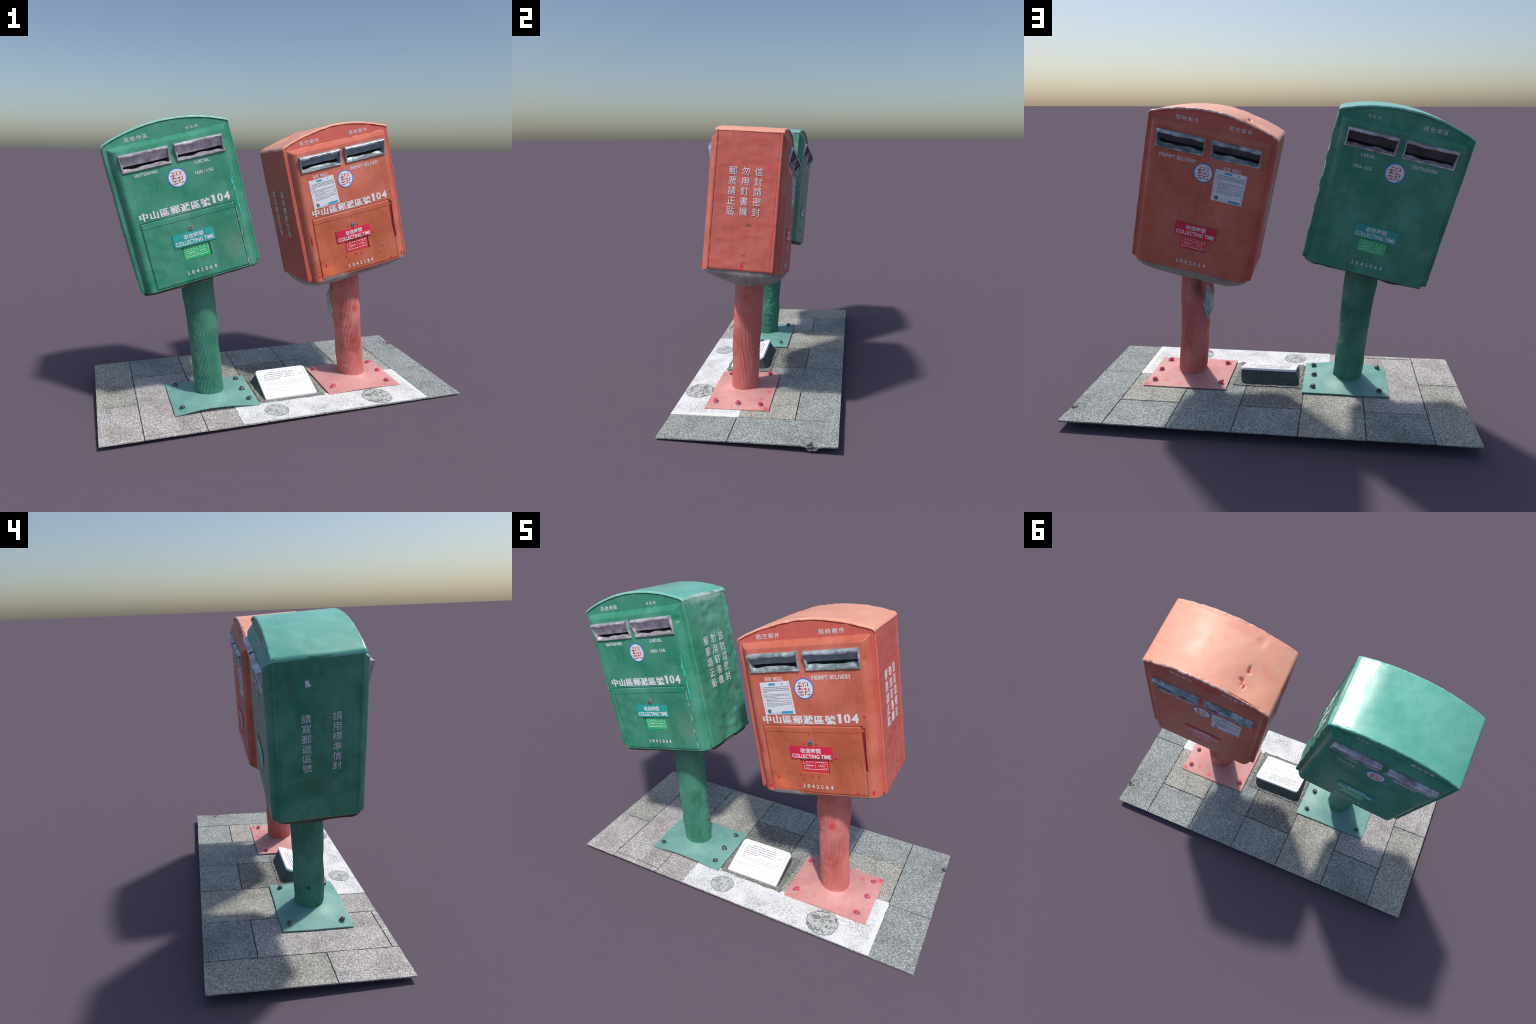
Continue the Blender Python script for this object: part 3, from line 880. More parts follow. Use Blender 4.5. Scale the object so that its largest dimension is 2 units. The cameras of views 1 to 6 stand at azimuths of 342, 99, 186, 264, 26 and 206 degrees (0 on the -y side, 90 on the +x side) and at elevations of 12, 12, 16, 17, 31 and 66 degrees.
def sheet(name, xs, ys, ztop, thick, mat, parent, warp=None, smooth=True, angle=40):
    """Closed slab over a grid; ztop(x, y) gives the upper surface."""
    X, Y = [a.ravel().copy() for a in np.meshgrid(xs, ys, indexing="ij")]
    if warp:
        X, Y = warp(X, Y)
    Zt = ztop(X, Y)
    n, m = len(xs), len(ys)
    o = n * m
    loc = np.array(parent.matrix_world.translation) if parent.parent is None else np.array(parent["origin"])
    v = np.r_[np.stack([X, Y, Zt], 1), np.stack([X, Y, Zt - thick], 1)] - loc
    f = [q[::-1] for q in grid_faces(n, m)] + [tuple(i + o for i in q) for q in grid_faces(n, m)]
    rim = [i * m for i in range(n)] + [(n - 1) * m + j for j in range(1, m)] + [i * m + m - 1 for i in range(n - 2, -1, -1)] + [j for j in range(m - 2, 0, -1)]
    f += [(a, a + o, b + o, b) for a, b in zip(rim, rim[1:] + rim[:1])]
    f = f if True else f
    me = make_obj(name, v, f, mat, parent, smooth=smooth, angle=angle)
    import bmesh
    bm = bmesh.new(); bm.from_mesh(me.data); bmesh.ops.recalc_face_normals(bm, faces=bm.faces); bm.to_mesh(me.data); bm.free()
    return me


def pole(kind, parent, a, b, bend, r0, r1, mat):
    """Corrugated steel post from a to b (world), gently bowed, fine vertical ribs."""
    loc = np.array(parent.location)
    a, b = np.array(a), np.array(b)
    nr, ns = 150, 272
    seed = 5 if kind == "green" else 6
    v = []
    th = np.linspace(0, 2 * math.pi, ns, endpoint=False)
    for i in range(nr):
        t = i / (nr - 1)
        c = a * (1 - t) + b * t + np.array(bend) * 4 * t * (1 - t)
        r = r0 + (r1 - r0) * t ** 0.8
        pc = P3(np.cos(th) * 0.075, np.sin(th) * 0.075, np.full(ns, t * 0.7))
        lump = 0.0042 * vnoise(pc, 9, seed) + 0.0022 * vnoise(pc * [1, 1, 0.5], 26, seed + 1)
        shift = 0.05 * vnoise(pc * [1, 1, 0.7], 14, seed + 2)
        rib = 0.0024 * np.sin(64 * (th + shift)) * (0.55 + 0.45 * vnoise(pc, 11, seed + 3))
        side = np.exp(-((np.abs(((th - 3.6 + math.pi) % (2 * math.pi)) - math.pi)) / 0.7) ** 2)
        lump = lump + side * 0.003 * vnoise(pc * [1, 1, 2], 30, seed + 4)
        flare = lambda ang, w, tt, tw: np.exp(-((((th - ang + math.pi) % (2 * math.pi)) - math.pi) / w) ** 2) * np.exp(-((t - tt) / tw) ** 2)
        if kind == "green":                            # torn, flared collar under the box
            lump = lump + 0.016 * flare(3.25, 0.22, 0.85, 0.03) + 0.004 * flare(3.1, 0.6, 0.78, 0.10) + 0.006 * flare(0.3, 0.4, 0.92, 0.02)
            lump = lump + 0.004 * vnoise(pc * [1, 1, 2], 34, 44) * np.exp(-((th - 0.3) / 0.8) ** 2) + 0.005 * sm(0.7, 0.95, t) * vnoise(pc, 24, 45)
        else:                                          # peeled skin and a hollow high on the back
            lump = lump + 0.012 * flare(3.2, 0.35, 0.64, 0.10) - 0.016 * flare(2.0, 0.35, 0.78, 0.11) + 0.008 * flare(2.7, 0.2, 0.76, 0.12)
            lump = lump - 0.006 * flare(1.75, 0.12, 0.40, 0.02) - 0.006 * flare(1.95, 0.08, 0.25, 0.015)
        if kind == "red":                              # scuffed dents low on the front
            lump = lump - 0.004 * np.exp(-((th - 4.7) / 0.3) ** 2) * (np.exp(-((t - 0.22) / 0.03) ** 2) + np.exp(-((t - 0.3) / 0.02) ** 2))
        rr = r + lump + rib
        v.append(np.stack([c[0] + rr * np.cos(th), c[1] + rr * np.sin(th), np.full(ns, c[2])], 1))
    v = np.concatenate(v) - loc
    f = []
    for i in range(nr - 1):
        p, q = i * ns, (i + 1) * ns
        f += [(p + j, p + (j + 1) % ns, q + (j + 1) % ns, q + j) for j in range(ns)]
    f.append(tuple(range(ns))[::-1]); f.append(tuple(range((nr - 1) * ns, nr * ns)))
    ob = make_obj("pole", v, f, mat, parent, angle=60)
    # weld bead at the foot
    rng = np.random.default_rng(seed)
    sec = [(0.070, 0.014), (0.078, 0.0125), (0.086, 0.009), (0.092, 0.004), (0.095, -0.004)]
    nb = 160
    w = []
    tb = np.linspace(0, 2 * math.pi, nb, endpoint=False)
    for k, (r, z) in enumerate(sec):
        jit = 0.0012 * np.sin(46 * tb + k) + 0.0012 * rng.standard_normal(nb)
        rr = r * r0 / 0.075 + jit
        x, y = a[0] + rr * np.cos(tb), a[1] + rr * np.sin(tb)
        w.append(np.stack([x, y, a[2] + z + 0.002 + 0.4 * jit], 1))
    w = np.concatenate(w) - loc
    f = []
    for k in range(len(sec) - 1):
        p, q = k * nb, (k + 1) * nb
        f += [(p + j, q + j, q + (j + 1) % nb, p + (j + 1) % nb) for j in range(nb)]
    make_obj("weld_bead", w, f, M["g_plate" if kind == "green" else "r_plate"], ob, angle=70)
    return ob


def base_plate(kind, parent, x0, x1, y0, y1, front_rise, bolts, mat):
    foot = tuple(parent.location)
    cx, cy = (x0 + x1) / 2, (y0 + y1) / 2
    seed = 81 if kind == "green" else 82

    def top(x, y):
        s = (x - cx) / ((x1 - x0) / 2)
        t = (y - cy) / ((y1 - y0) / 2)
        bump = np.cos(np.clip(s, -1, 1) * math.pi / 2) ** 1.2
        fr = front_rise * bump * sm(0.2, -1.0, t)
        rad = np.hypot(x - foot[0], y - foot[1])
        dome = 0.014 * np.clip(1 - s * s, 0, 1) * np.clip(1 - t * t, 0, 1) + 0.017 * np.exp(-(np.maximum(rad - 0.07, 0) / 0.06) ** 2)
        return zp(x, y) + 0.0095 + fr + dome + 0.0016 * vnoise(P3(x, y, 0), 14, seed)

    def warp(X, Y):
        P = P3(X, Y, 0)
        return X + 0.002 * vnoise(P, 14, seed + 3), Y + 0.003 * vnoise(P, 11, seed + 4)
    parent["origin"] = list(parent.location)
    pl = sheet("base_plate", np.linspace(x0, x1, 44), np.linspace(y0, y1, 36), top, 0.005, mat, parent, warp)
    pl["origin"] = list(parent.location)
    del parent["origin"]
    loc = np.array(parent.location)
    rng = np.random.default_rng(seed)
    for k, (bx, by) in enumerate(bolts):
        z = float(top(np.array([bx]), np.array([by]))[0])
        acc, cap = Acc(), Acc()
        lean = rng.uniform(-0.7, 0.7, 2)
        for target, sec in ((cap, [(0.0170, -0.003), (0.0170, 0.002), (0.014, 0.0038), (0.004, 0.0042)]),
                            (acc, [(0.0135, -0.002), (0.0138, 0.006), (0.0130, 0.012), (0.0100, 0.0175), (0.0055, 0.0205), (0.0008, 0.0213)])):
            v, ns = [], 20
            for r, h in sec:
                for j in range(ns):
                    a = 2 * math.pi * j / ns
                    v.append((bx - loc[0] + r * math.cos(a) * (1 + 0.5 * rng.uniform(-.4, .4)) + lean[0] * h, by - loc[1] + r * math.sin(a) + lean[1] * h, z - loc[2] + h))
            f = [(i * ns + j, i * ns + (j + 1) % ns, (i + 1) * ns + (j + 1) % ns, (i + 1) * ns + j) for i in range(len(sec) - 1) for j in range(ns)]
            f.append(tuple((len(sec) - 1) * ns + j for j in range(ns)))
            target.add(v, f)
        make_obj("washer", cap.v, cap.f, M["washer" if kind == "red" else "g_plate"], pl, angle=40)
        make_obj("bolt", acc.v, acc.f, M["bolt_g" if kind == "green" else "bolt_r"], pl, angle=60)
    return pl


# ------------------------------------------------------------------ one mailbox
def mailbox(kind, origin, rotvec, foot, pole_top, bend, radii, plate, front_rise, bolts):
    g = kind == "green"
    root = empty(kind + "_mailbox", foot,
                 "leaning weathered green street mailbox on a ribbed post" if g else "leaning weathered red street mailbox on a ribbed post", "mailbox")
    bpy.context.view_layer.update()
    ang = Vector(rotvec).length
    local = Matrix.Translation(Vector(origin) - Vector(foot)) @ Matrix.Rotation(ang, 4, Vector(rotvec).normalized())
    body, panel = M["g_body" if g else "r_body"], M["g_panel" if g else "r_panel"]
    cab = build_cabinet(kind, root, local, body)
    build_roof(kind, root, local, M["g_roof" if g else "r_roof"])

    # underside
    X, Y = [a.ravel() for a in np.meshgrid(np.linspace(-1, 1, 60), np.linspace(-1, 1, 44), indexing="ij")]
    S, T = X.copy(), Y.copy()
    X = S * (0.298 - 0.014 * np.abs(T) ** 8)
    Y = T * 0.170 + np.sign(T) * 0.026 * np.abs(T) ** 3 * (1 - np.abs(S) ** 12)
    P = P3(X, Y, 0)
    if g:
        zb = -0.013 - 0.007 * np.abs(vnoise(P, 30, 31)) - 0.010 * np.clip(vnoise(P, 14, 32), 0, 1)
    else:
        T2 = T - 0.30 * (1 - T * T)
        e = np.clip(1 - np.abs(S) ** 6, 0, 1) ** 0.8 * np.clip(1 - np.abs(T2) ** 2.2, 0, 1) ** 0.62
        zb = -0.013 - 0.078 * np.nan_to_num(e) + (0.005 * vnoise(P, 13, 33) + 0.003 * vnoise(P, 40, 34)) * (0.3 + 0.7 * np.nan_to_num(e))
    n, m = 60, 44
    v = [(x, y, z) for x, y, z in zip(X, Y, zb)]
    f = grid_faces(n, m)
    rim = [i * m for i in range(n)] + [(n - 1) * m + j for j in range(1, m)] + [i * m + m - 1 for i in range(n - 2, -1, -1)] + [j for j in range(m - 2, 0, -1)]
    o = len(v)
    v += [(v[i][0], v[i][1], 0.004) for i in rim]
    k = len(rim)
    f += [(rim[i], rim[(i + 1) % k], o + (i + 1) % k, o + i) for i in range(k)]
    make_obj("underside", v, f, M["under_g" if g else "under_r"], root, local, angle=60)

    for face, sgn in (("front", -1), ("back", 1)):
        lid = lid_surface(kind, face)
        ux = [e for s in SLOTS for e in (s[0] + 0.005, s[1] - 0.005)]
        zx = [0.577, 0.649]
        if face == "front":
            ux += [DOOR[0] - 0.003, DOOR[1] + 0.003]; zx += [DOOR[2] - 0.003, DOOR[3] + 0.003]
        v, f = relief_sheet(lines(-LID_W, LID_W, 0.0035, ux), lines(LID_BOT, LID_TOP, 0.0035, zx), lid, sgn, DEP - 0.006)
        pan = make_obj(face + "_panel", v, f, panel, root, local, angle=38)
        F = Face(lid, sgn, pan)
        rim = Face(lambda u, z: np.full(len(u), DEP if sgn < 0 else DB), sgn, cab)
        for i, s in enumerate(SLOTS):
            letter_slot(kind, F, s, sgn, 100 + i + 10 * (sgn + 1) + (0 if g else 50))
        # words above the slots on the pediment
        left, right = (("其他地區", "台北市") if g else ("航空郵件", "限時郵件"))
        if face == "back":
            left, right = right, left
        if g:
            spots = ((-0.203, -0.086), (0.090, 0.156)) if face == "front" else ((-0.178, -0.117), (0.070, 0.186))
        else:
            spots = ((-0.214, -0.098), (0.072, 0.188)) if face == "front" else ((-0.180, -0.064), (0.072, 0.186))
        for word, (a, b) in zip((left, right), spots):
            hgt = 0.0215 if len(word) == 4 else 0.015
            rim.obj("lettering", *row_text(word, a, b, 0.708, 0.708 + hgt, 0.0, 0.22), M["letter"])
        # English names of the slots
        if g:
            names = (("OUTGOING", -0.197, -0.088, 0.5425, 0.557), ("LOCAL", 0.091, 0.165, 0.5425, 0.557), ("100-116", 0.079, 0.171, 0.4935, 0.5085))
            if face == "back":
                names = (("LOCAL", -0.165, -0.096, 0.5415, 0.555), ("100-116", -0.187, -0.099, 0.486, 0.501), ("OUTGOING", 0.073, 0.185, 0.5395, 0.5545))
        else:
            names = (("AIR MAIL", -0.186, -0.098, 0.532, 0.550), ("PROMPT DELIVERY", 0.033, 0.203, 0.531, 0.549))
            if face == "back":
                names = (("PROMPT DELIVERY", -0.223, -0.049, 0.5305, 0.5475), ("AIR MAIL", 0.085, 0.172, 0.5275, 0.544))
        for word, a, b, c, d in names:
            F.obj("lettering", *stencil_text(word, a, b, c, d), M["letter"])
        seal(F, -0.006 if face == "front" else 0.005 * (1 if g else -1), 0.500 if g else 0.495, 0.046)
        if not g:
            if face == "front":
                notice(F, [(-0.214, 0.526), (-0.072, 0.531), (-0.061, 0.383), (-0.209, 0.378)])
            else:
                notice(F, [(0.050, 0.527), (0.200, 0.524), (0.196, 0.377), (0.048, 0.379)])
        D, dpar = F, pan
        if face == "front":
            ds = door_surface(kind, lid)
            v, f = relief_sheet(lines(DOOR[0], DOOR[1], 0.004, (WINDOW[0], WINDOW[1])), lines(DOOR[2], DOOR[3], 0.004, (WINDOW[2], WINDOW[3], 0.299)), ds, sgn, YF - 0.006)
            if not g:                                   # sprung door: its right edge has pulled away from the frame
                v = [(x - 0.007 * float(sm(0.21, 0.232, x)) * float(sm(0.105, 0.2, z)), y, z) for x, y, z in v]
            door = make_obj("door", v, f, panel if g else M["r_door"], pan, angle=38)
            D = Face(ds, sgn, door)
            # district name and post code
            a = Acc(); a.add(*row_text("中山區郵遞區號", -0.231, 0.121, 0.3375, 0.3770, 0.012, 0.12, rise=-0.0002))
            for du_, dt_ in ((0.0011, 0.0003), (-0.0011, 0.0006)):              # the spray bled under the stencil
                v_, f_ = row_text("中山區郵遞區號", -0.231 + du_, 0.121 + du_, 0.3375, 0.3770, 0.012, 0.12, rise=-0.0002, t=0.0009 + dt_)
                a.add(v_, f_)
            F.obj("lettering", a.v, a.f, M["letter"])
            a = Acc()                                   # stencilled post code: heavy one, bridged nought, four
            a.add(*one(0.1395, 0.3405, 0.041, 0.0125, False))
            a.add(*fit_text("0", 0.1575, 0.1855, 0.3405, 0.3815, 0.03))
            a.add(*fit_text("4", 0.1905, 0.2215, 0.3405, 0.3815, 0.03))
            F.obj("lettering", a.v, a.f, M["letter"])
            b = Acc()
            for z_ in (0.3410, 0.3755):
                b.add(*bar(0.1715, z_, 0.1715, z_ + 0.0065, 0.0024, 0.0009))
            F.obj("stencil_bridge", b.v, b.f, panel, 0.0009)
            lock_button(D, -0.002 if g else -0.008, 0.254 if g else 0.249)
            if not g:
                a = Acc()
                for q in ((0.233, 0.30, 0.238, 0.125),):
                    a.add(*bar(q[0], q[1], q[2], q[3], 0.010, 0.0012))
                F.obj("door_gap", a.v, a.f, M["gap_red"], 0.0005)
                for i, (u, z, ru, rz) in enumerate(((-0.198, 0.068, 0.004, 0.011), (-0.017, 0.088, 0.006, 0.005), (0.013, 0.084, 0.004, 0.008), (-0.038, 0.244, 0.005, 0.004), (0.018, 0.242, 0.007, 0.004),
                                                    (-0.009, 0.290, 0.005, 0.003), (0.188, 0.014, 0.006, 0.006), (0.026, 0.036, 0.003, 0.008), (0.103, 0.178, 0.008, 0.004), (-0.078, 0.087, 0.004, 0.006),
                                                    (-0.06, 0.068, 0.003, 0.003), (0.12, 0.06, 0.002, 0.008), (-0.09, 0.03, 0.003, 0.003), (0.15, 0.09, 0.002, 0.006))):
                    D.obj("paint_splash", *splat(u, z, ru * 0.8, rz * 0.8, 300 + i, 0.0012), M["splash"], 0.0008)
                for i, (u, z, ru, rz) in enumerate(((-0.247, 0.02, 0.008, 0.006), (0.246, 0.37, 0.003, 0.005), (0.26, 0.02, 0.004, 0.012), (-0.255, 0.22, 0.003, 0.02))):
                    F.obj("paint_splash", *splat(u, z, ru, rz, 330 + i, 0.0012), M["splash"], 0.0008)
            else:
                for i, (u, z, ru, rz) in enumerate(((0.2535, 0.45, 0.0016, 0.022), (0.249, 0.422, 0.0052, 0.012), (0.2535, 0.392, 0.0026, 0.022), (0.2545, 0.333, 0.0022, 0.02), (0.2560, 0.295, 0.0030, 0.018), (0.2565, 0.27, 0.0012, 0.012))):
                    F.obj("paint_scrape", *splat(u, z, ru, rz, 350 + i, 0.0008), M["scrape"], 0.0005)
                for i, (u, z, ru, rz) in enumerate(((0.2375, 0.28, 0.0012, 0.022), (0.237, 0.235, 0.0012, 0.01), (0.2375, 0.17, 0.0012, 0.02), (0.237, 0.10, 0.0014, 0.008), (0.2365, 0.022, 0.0028, 0.014))):
                    F.obj("paint_scrape", *splat(u, z, ru, rz, 360 + i, 0.0008), M["scrape_white"], 0.0005)
        # collecting-time sticker, timetable, serial number
        du = 0.0 if g else (-0.012 if face == "front" else 0.002)
        dz = 0.0 if g else -0.006
        if face == "back":
            dz = 0.003 if g else 0.001
        st = [(-0.102 + du, 0.238 + dz), (0.103 + du, 0.236 + dz), (0.101 + du, 0.172 + dz), (-0.102 + du, 0.174 + dz)]
        D.obj("sticker", *quad_sheet(st, 0.0012), M["sticker_g" if g else "sticker_r"], 0.0022)
        D2 = Face(lambda u, z, s=D.s: s(u, z, False), sgn, D.parent)
        D2.obj("sticker_lettering", *row_text("收信時間", -0.050 + du, 0.050 + du, 0.2065 + dz, 0.2295 + dz, 0.010, 0.06), M["sticker_letter"], 0.0036)
        D2.obj("sticker_lettering", *fit_text("COLLECTING TIME", -0.095 + du, 0.095 + du, 0.180 + dz, 0.2000 + dz, 0.015), M["sticker_letter"], 0.0036)
        if face == "front":
            time_card(D, kind, (WINDOW[0] + 0.006, WINDOW[1] - 0.004, WINDOW[2] + 0.003, WINDOW[3] - 0.001), 0.0006)
        else:
            time_card(D, kind, (-0.066, 0.066, 0.107, 0.169), 0.0006)
        num = "1041064" if g else "1042064"
        zb = (0.0325 if g else 0.0245) if face == "front" else (0.037 if g else 0.029)
        a = Acc()
        for i, ch in enumerate(num):
            c = -0.068 + 0.0228 * i
            a.add(*(one(c, zb, 0.0185, 0.0034, True) if ch == "1" else fit_text(ch, c - 0.0062, c + 0.0062, zb, zb + 0.0185, 0.012)))
        D2.obj("lettering", a.v, a.f, M["letter"], 0.0008)

    # notices stencilled on the side walls
    S = SideFace(kind, 1, cab)
    for word, uc in (("郵票請正貼", -0.066), ("勿用釘書機", 0.000), ("信封請密封", 0.066)):
        S.obj("lettering", *column_text(word, uc, 0.041, 0.531, 0.277, 0.0), M["letter"], 0.0012)
    S = SideFace(kind, -1, cab)
    off = 0.0 if g else -0.012
    for word, uc in (("請寫郵遞區號", -0.056), ("請用標準信封", 0.066)):
        S.obj("lettering", *column_text(word, uc + off, 0.038, 0.497, 0.237, 0.0), M["letter"], 0.0012)
    if g:
        S.obj("torn_label", *quad_sheet([(-0.057, 0.626), (-0.045, 0.628), (-0.034, 0.604), (-0.056, 0.601)], 0.0008, 4, 4), M["paper"], 0.001)

    pole(kind, root, foot, pole_top, bend, radii[0], radii[1], M["g_pole" if g else "r_pole"])
    base_plate(kind, root, *plate, front_rise, bolts, M["g_plate" if g else "r_plate"])
    if g:                                               # torn sleeve of old paint and filler hanging round the neck
        rg = np.random.default_rng(17)
        n, v, f = 90, [], []
        hang = 0.020 + 0.014 * np.sin(np.arange(n) * 0.35) + 0.016 * rg.random(n)
        for rad, low in ((0.0865, 0), (0.0925, 0), (0.0915, 1), (0.0855, 1)):
            for i in range(n):
                a = 2 * math.pi * i / n
                k = rad + 0.004 * math.sin(5 * a) + 0.003 * rg.uniform(-1, 1)
                x, y = pole_top[0] + 0.004 + k * math.cos(a), pole_top[1] - 0.003 + k * math.sin(a)
                z = 0.748 + 0.227 * (x + 0.456) - 0.057 * (y + 0.094) - (hang[i] if low else -0.006)
                v.append((x - foot[0], y - foot[1], z - foot[2]))
        for s in range(4):
            f += [(s * n + i, s * n + (i + 1) % n, ((s + 1) % 4) * n + (i + 1) % n, ((s + 1) % 4) * n + i) for i in range(n)]
        make_obj("torn_sleeve", v, f, M["g_pole"], root, smooth=False)
    if not g:                                           # flake of old plaster stuck high on the post
        acc = Acc()
        rng = np.random.default_rng(3)
        ns = 14
        sec = [(0.405, 0.004, 0.005), (0.43, 0.018, 0.012), (0.46, 0.028, 0.020), (0.50, 0.030, 0.026), (0.54, 0.026, 0.024), (0.58, 0.018, 0.018), (0.61, 0.005, 0.006)]
        v = []
        for z, ry, rx in sec:
            for j in range(ns):
                a = 2 * math.pi * j / ns
                k = 1 + 0.25 * rng.standard_normal()
                v.append((0.361 + rx * k * math.cos(a) - foot[0], -0.048 + ry * k * math.sin(a) - foot[1], z - foot[2] + 0.004 * rng.standard_normal()))
        f = [(i * ns + j, i * ns + (j + 1) % ns, (i + 1) * ns + (j + 1) % ns, (i + 1) * ns + j) for i in range(len(sec) - 1) for j in range(ns)]
        f += [tuple(range(ns))[::-1], tuple((len(sec) - 1) * ns + j for j in range(ns))]
        make_obj("plaster_flake", v, f, M["plaster"], root, smooth=True, angle=50)
    return root


mailbox("green", (-0.4563, -0.0943, 0.7501), (-0.057, -0.2234, -0.0151),
        (-0.398, -0.114, 0.063), (-0.458, -0.080, 0.790), (-0.002, -0.006, 0), (0.0735, 0.0835),
        (-0.6185, -0.160, -0.2905, 0.0625), 0.018,
        [(-0.572, -0.239), (-0.214, -0.239), (-0.213, -0.130), (-0.211, 0.009), (-0.569, 0.018)])
mailbox("red", (0.4104, -0.0873, 0.7401), (-0.0518, -0.2105, 0.0206),
        (0.4795, -0.104, 0.056), (0.413, -0.072, 0.780), (-0.005, -0.003, 0), (0.0745, 0.0825),
        (0.252, 0.708, -0.281, 0.073), 0.004,
        [(0.294, -0.232), (0.654, -0.233), (0.664, -0.106), (0.657, 0.021), (0.293, 0.020)])

# ------------------------------------------------------------------ paving strip
ground = empty("paving_strip", (0, 0, 0), "strip of speckled grey granite paving slabs with white paint", "pavement")
bpy.context.view_layer.update()
WARM = granite("granite_warm_grey", srgb(122, 118, 117), srgb(184, 179, 177), srgb(230, 226, 224), 190)
COOL = granite("granite_cool_grey", srgb(102, 108, 108), srgb(150, 156, 154), srgb(206, 211, 209), 190)
PALE = granite("granite_yellow_grey", srgb(112, 112, 106), srgb(170, 168, 160), srgb(216, 215, 206), 190)
CEM = granite("cement_grey", srgb(92, 94, 92), srgb(134, 134, 130), srgb(176, 176, 172), 120, 0.4)
JOINT = plain("joint_dirt", srgb(66, 70, 70), 0.95, var=0.2, scale=120)

cols = [-1.0, -0.790, -0.482, -0.167, 0.148, 0.463, 0.777, 1.0]
rowsplit = {0: [-0.107], 1: [-0.420, 0.207], 2: [-0.107], 3: [-0.415, 0.218], 4: [-0.100], 5: [-0.405, 0.222], 6: [-0.086]}
tone = {0: (WARM, PALE), 1: (WARM, WARM, COOL), 2: (WARM, PALE), 3: (WARM, CEM, COOL), 4: (PALE, COOL), 5: (COOL, PALE, COOL), 6: (COOL, COOL)}
GAP = 0.0026
sheet("mortar", np.linspace(-0.9985, 0.9985, 40), np.linspace(-0.4485, 0.4485, 20), lambda x, y: zp(x, y) - 0.0026, 0.0038, JOINT, ground)
for c in range(7):
    ysplit = [-0.45] + rowsplit[c] + [0.45]
    for r in range(len(ysplit) - 1):
        x0, x1 = cols[c] + (GAP if c else 0), cols[c + 1] - (GAP if c < 6 else 0)
        y0, y1 = ysplit[r] + (GAP if r else 0), ysplit[r + 1] - (GAP if r < len(ysplit) - 2 else 0)
        nx, ny = max(4, int((x1 - x0) / 0.011)), max(4, int((y1 - y0) / 0.011))
        sd = c * 5 + r
        dz = 0.0008 * random.uniform(-1, 1)

        def warp(X, Y, x0=x0, x1=x1, y0=y0, y1=y1, sd=sd):
            P = P3(X, Y, 0)
            ex = np.minimum(X - x0, x1 - X) < 0.004
            ey = np.minimum(Y - y0, y1 - Y) < 0.004
            X2 = X + ex * 0.0016 * vnoise(P, 45, sd)
            Y2 = Y + ey * 0.0016 * vnoise(P, 45, sd + 50)
            return np.clip(X2, -1.0, 1.0), np.clip(Y2, -0.45, 0.45)

        def top(x, y, sd=sd, dz=dz):
            P = P3(x, y, 0)
            z = zp(x, y) + dz + 0.0006 * vnoise(P, 30, sd) + 0.0005 * vnoise(P, 75, sd + 1)
            crumb = np.exp(-((x - 0.985) / 0.05) ** 2 - ((y - 0.335) / 0.05) ** 2)
            return z + crumb * (0.010 * vnoise(P, 55, 77) - 0.002) + 0.0024 * sm(0.1, 0.6, x) * sm(-0.45, -0.1, y)
        sheet("paving_slab", np.linspace(x0, x1, nx), np.linspace(y0, y1, ny), top, 0.0062, tone[c][r], ground, warp, angle=50)


def white_paint_material():
    t = NT("white_road_paint")
    n = t.noise(150, 3, 0.7)
    v = t.noise(9, 4, 0.6)
    k = t.math("ADD", t.math("MULTIPLY", n, 0.7), t.math("MULTIPLY", v, 0.3))
    c = t.ramp(k, [(0.36, srgb(130, 134, 134)), (0.46, srgb(212, 214, 214)), (0.58, srgb(246, 246, 248))])
    sp = t.voronoi(38)
    c = t.mix(t.math("MULTIPLY", t.ramp(sp, [(0.06, 1.0), (0.12, 0.0)]), t.ramp(t.noise(14, 2), [(0.52, 0.0), (0.6, 0.8)])), c, srgb(96, 120, 112))
    return t.done(c, 0.8, 0.0, n, 0.4, 0.002, 0.3)


WP = white_paint_material()


def paint_warp(X, Y):
    """Back edge of the painted patch: runs in front of the plaque, then steps back beside the red post."""
    t = (Y + 0.4496) / (0.4496 - 0.078)
    yb = -0.262 + (0.262 - 0.078) * sm(0.30, 0.45, X)
    Y2 = -0.4496 + t * (yb + 0.4496)
    P = P3(X, Y2, 0)
    edge = (t > 0.98) | (X < -0.295) | (X > 0.775)
    return X + edge * 0.002 * vnoise(P, 55, 91), np.clip(Y2 + (t > 0.98) * 0.005 * vnoise(P, 55, 92), -0.4496, 0.4)


sheet("white_paint", np.linspace(-0.299, 0.779, 110), np.linspace(-0.4496, -0.078, 36), lambda x, y: zp(x, y) + 0.0034 + 0.0005 * vnoise(P3(x, y, 0), 60, 93), 0.0028, WP, ground, paint_warp, angle=50)


sheet("white_paint_border", np.linspace(0.752, 0.7785, 5), np.linspace(-0.4492, -0.0785, 60), lambda x, y: zp(x, y) + 0.0042, 0.003, plain("cream_paint_border", srgb(238, 240, 234), 0.7, var=0.05, scale=60), ground,
      lambda X, Y: (X + 0.0025 * vnoise(P3(X, Y, 0), 40, 98), Y), angle=50)


def bed_warp(X, Y):
    P = P3(X, Y, 0)
    return X + 0.006 * vnoise(P, 24, 95), Y + 0.005 * vnoise(P, 24, 96)


sheet("cement_bed", np.linspace(-0.150, 0.222, 50), np.linspace(-0.276, 0.006, 40), lambda x, y: zp(x, y) + 0.0046 + 0.0008 * vnoise(P3(x, y, 0), 50, 94), 0.004, CEM, ground, bed_warp, angle=50)


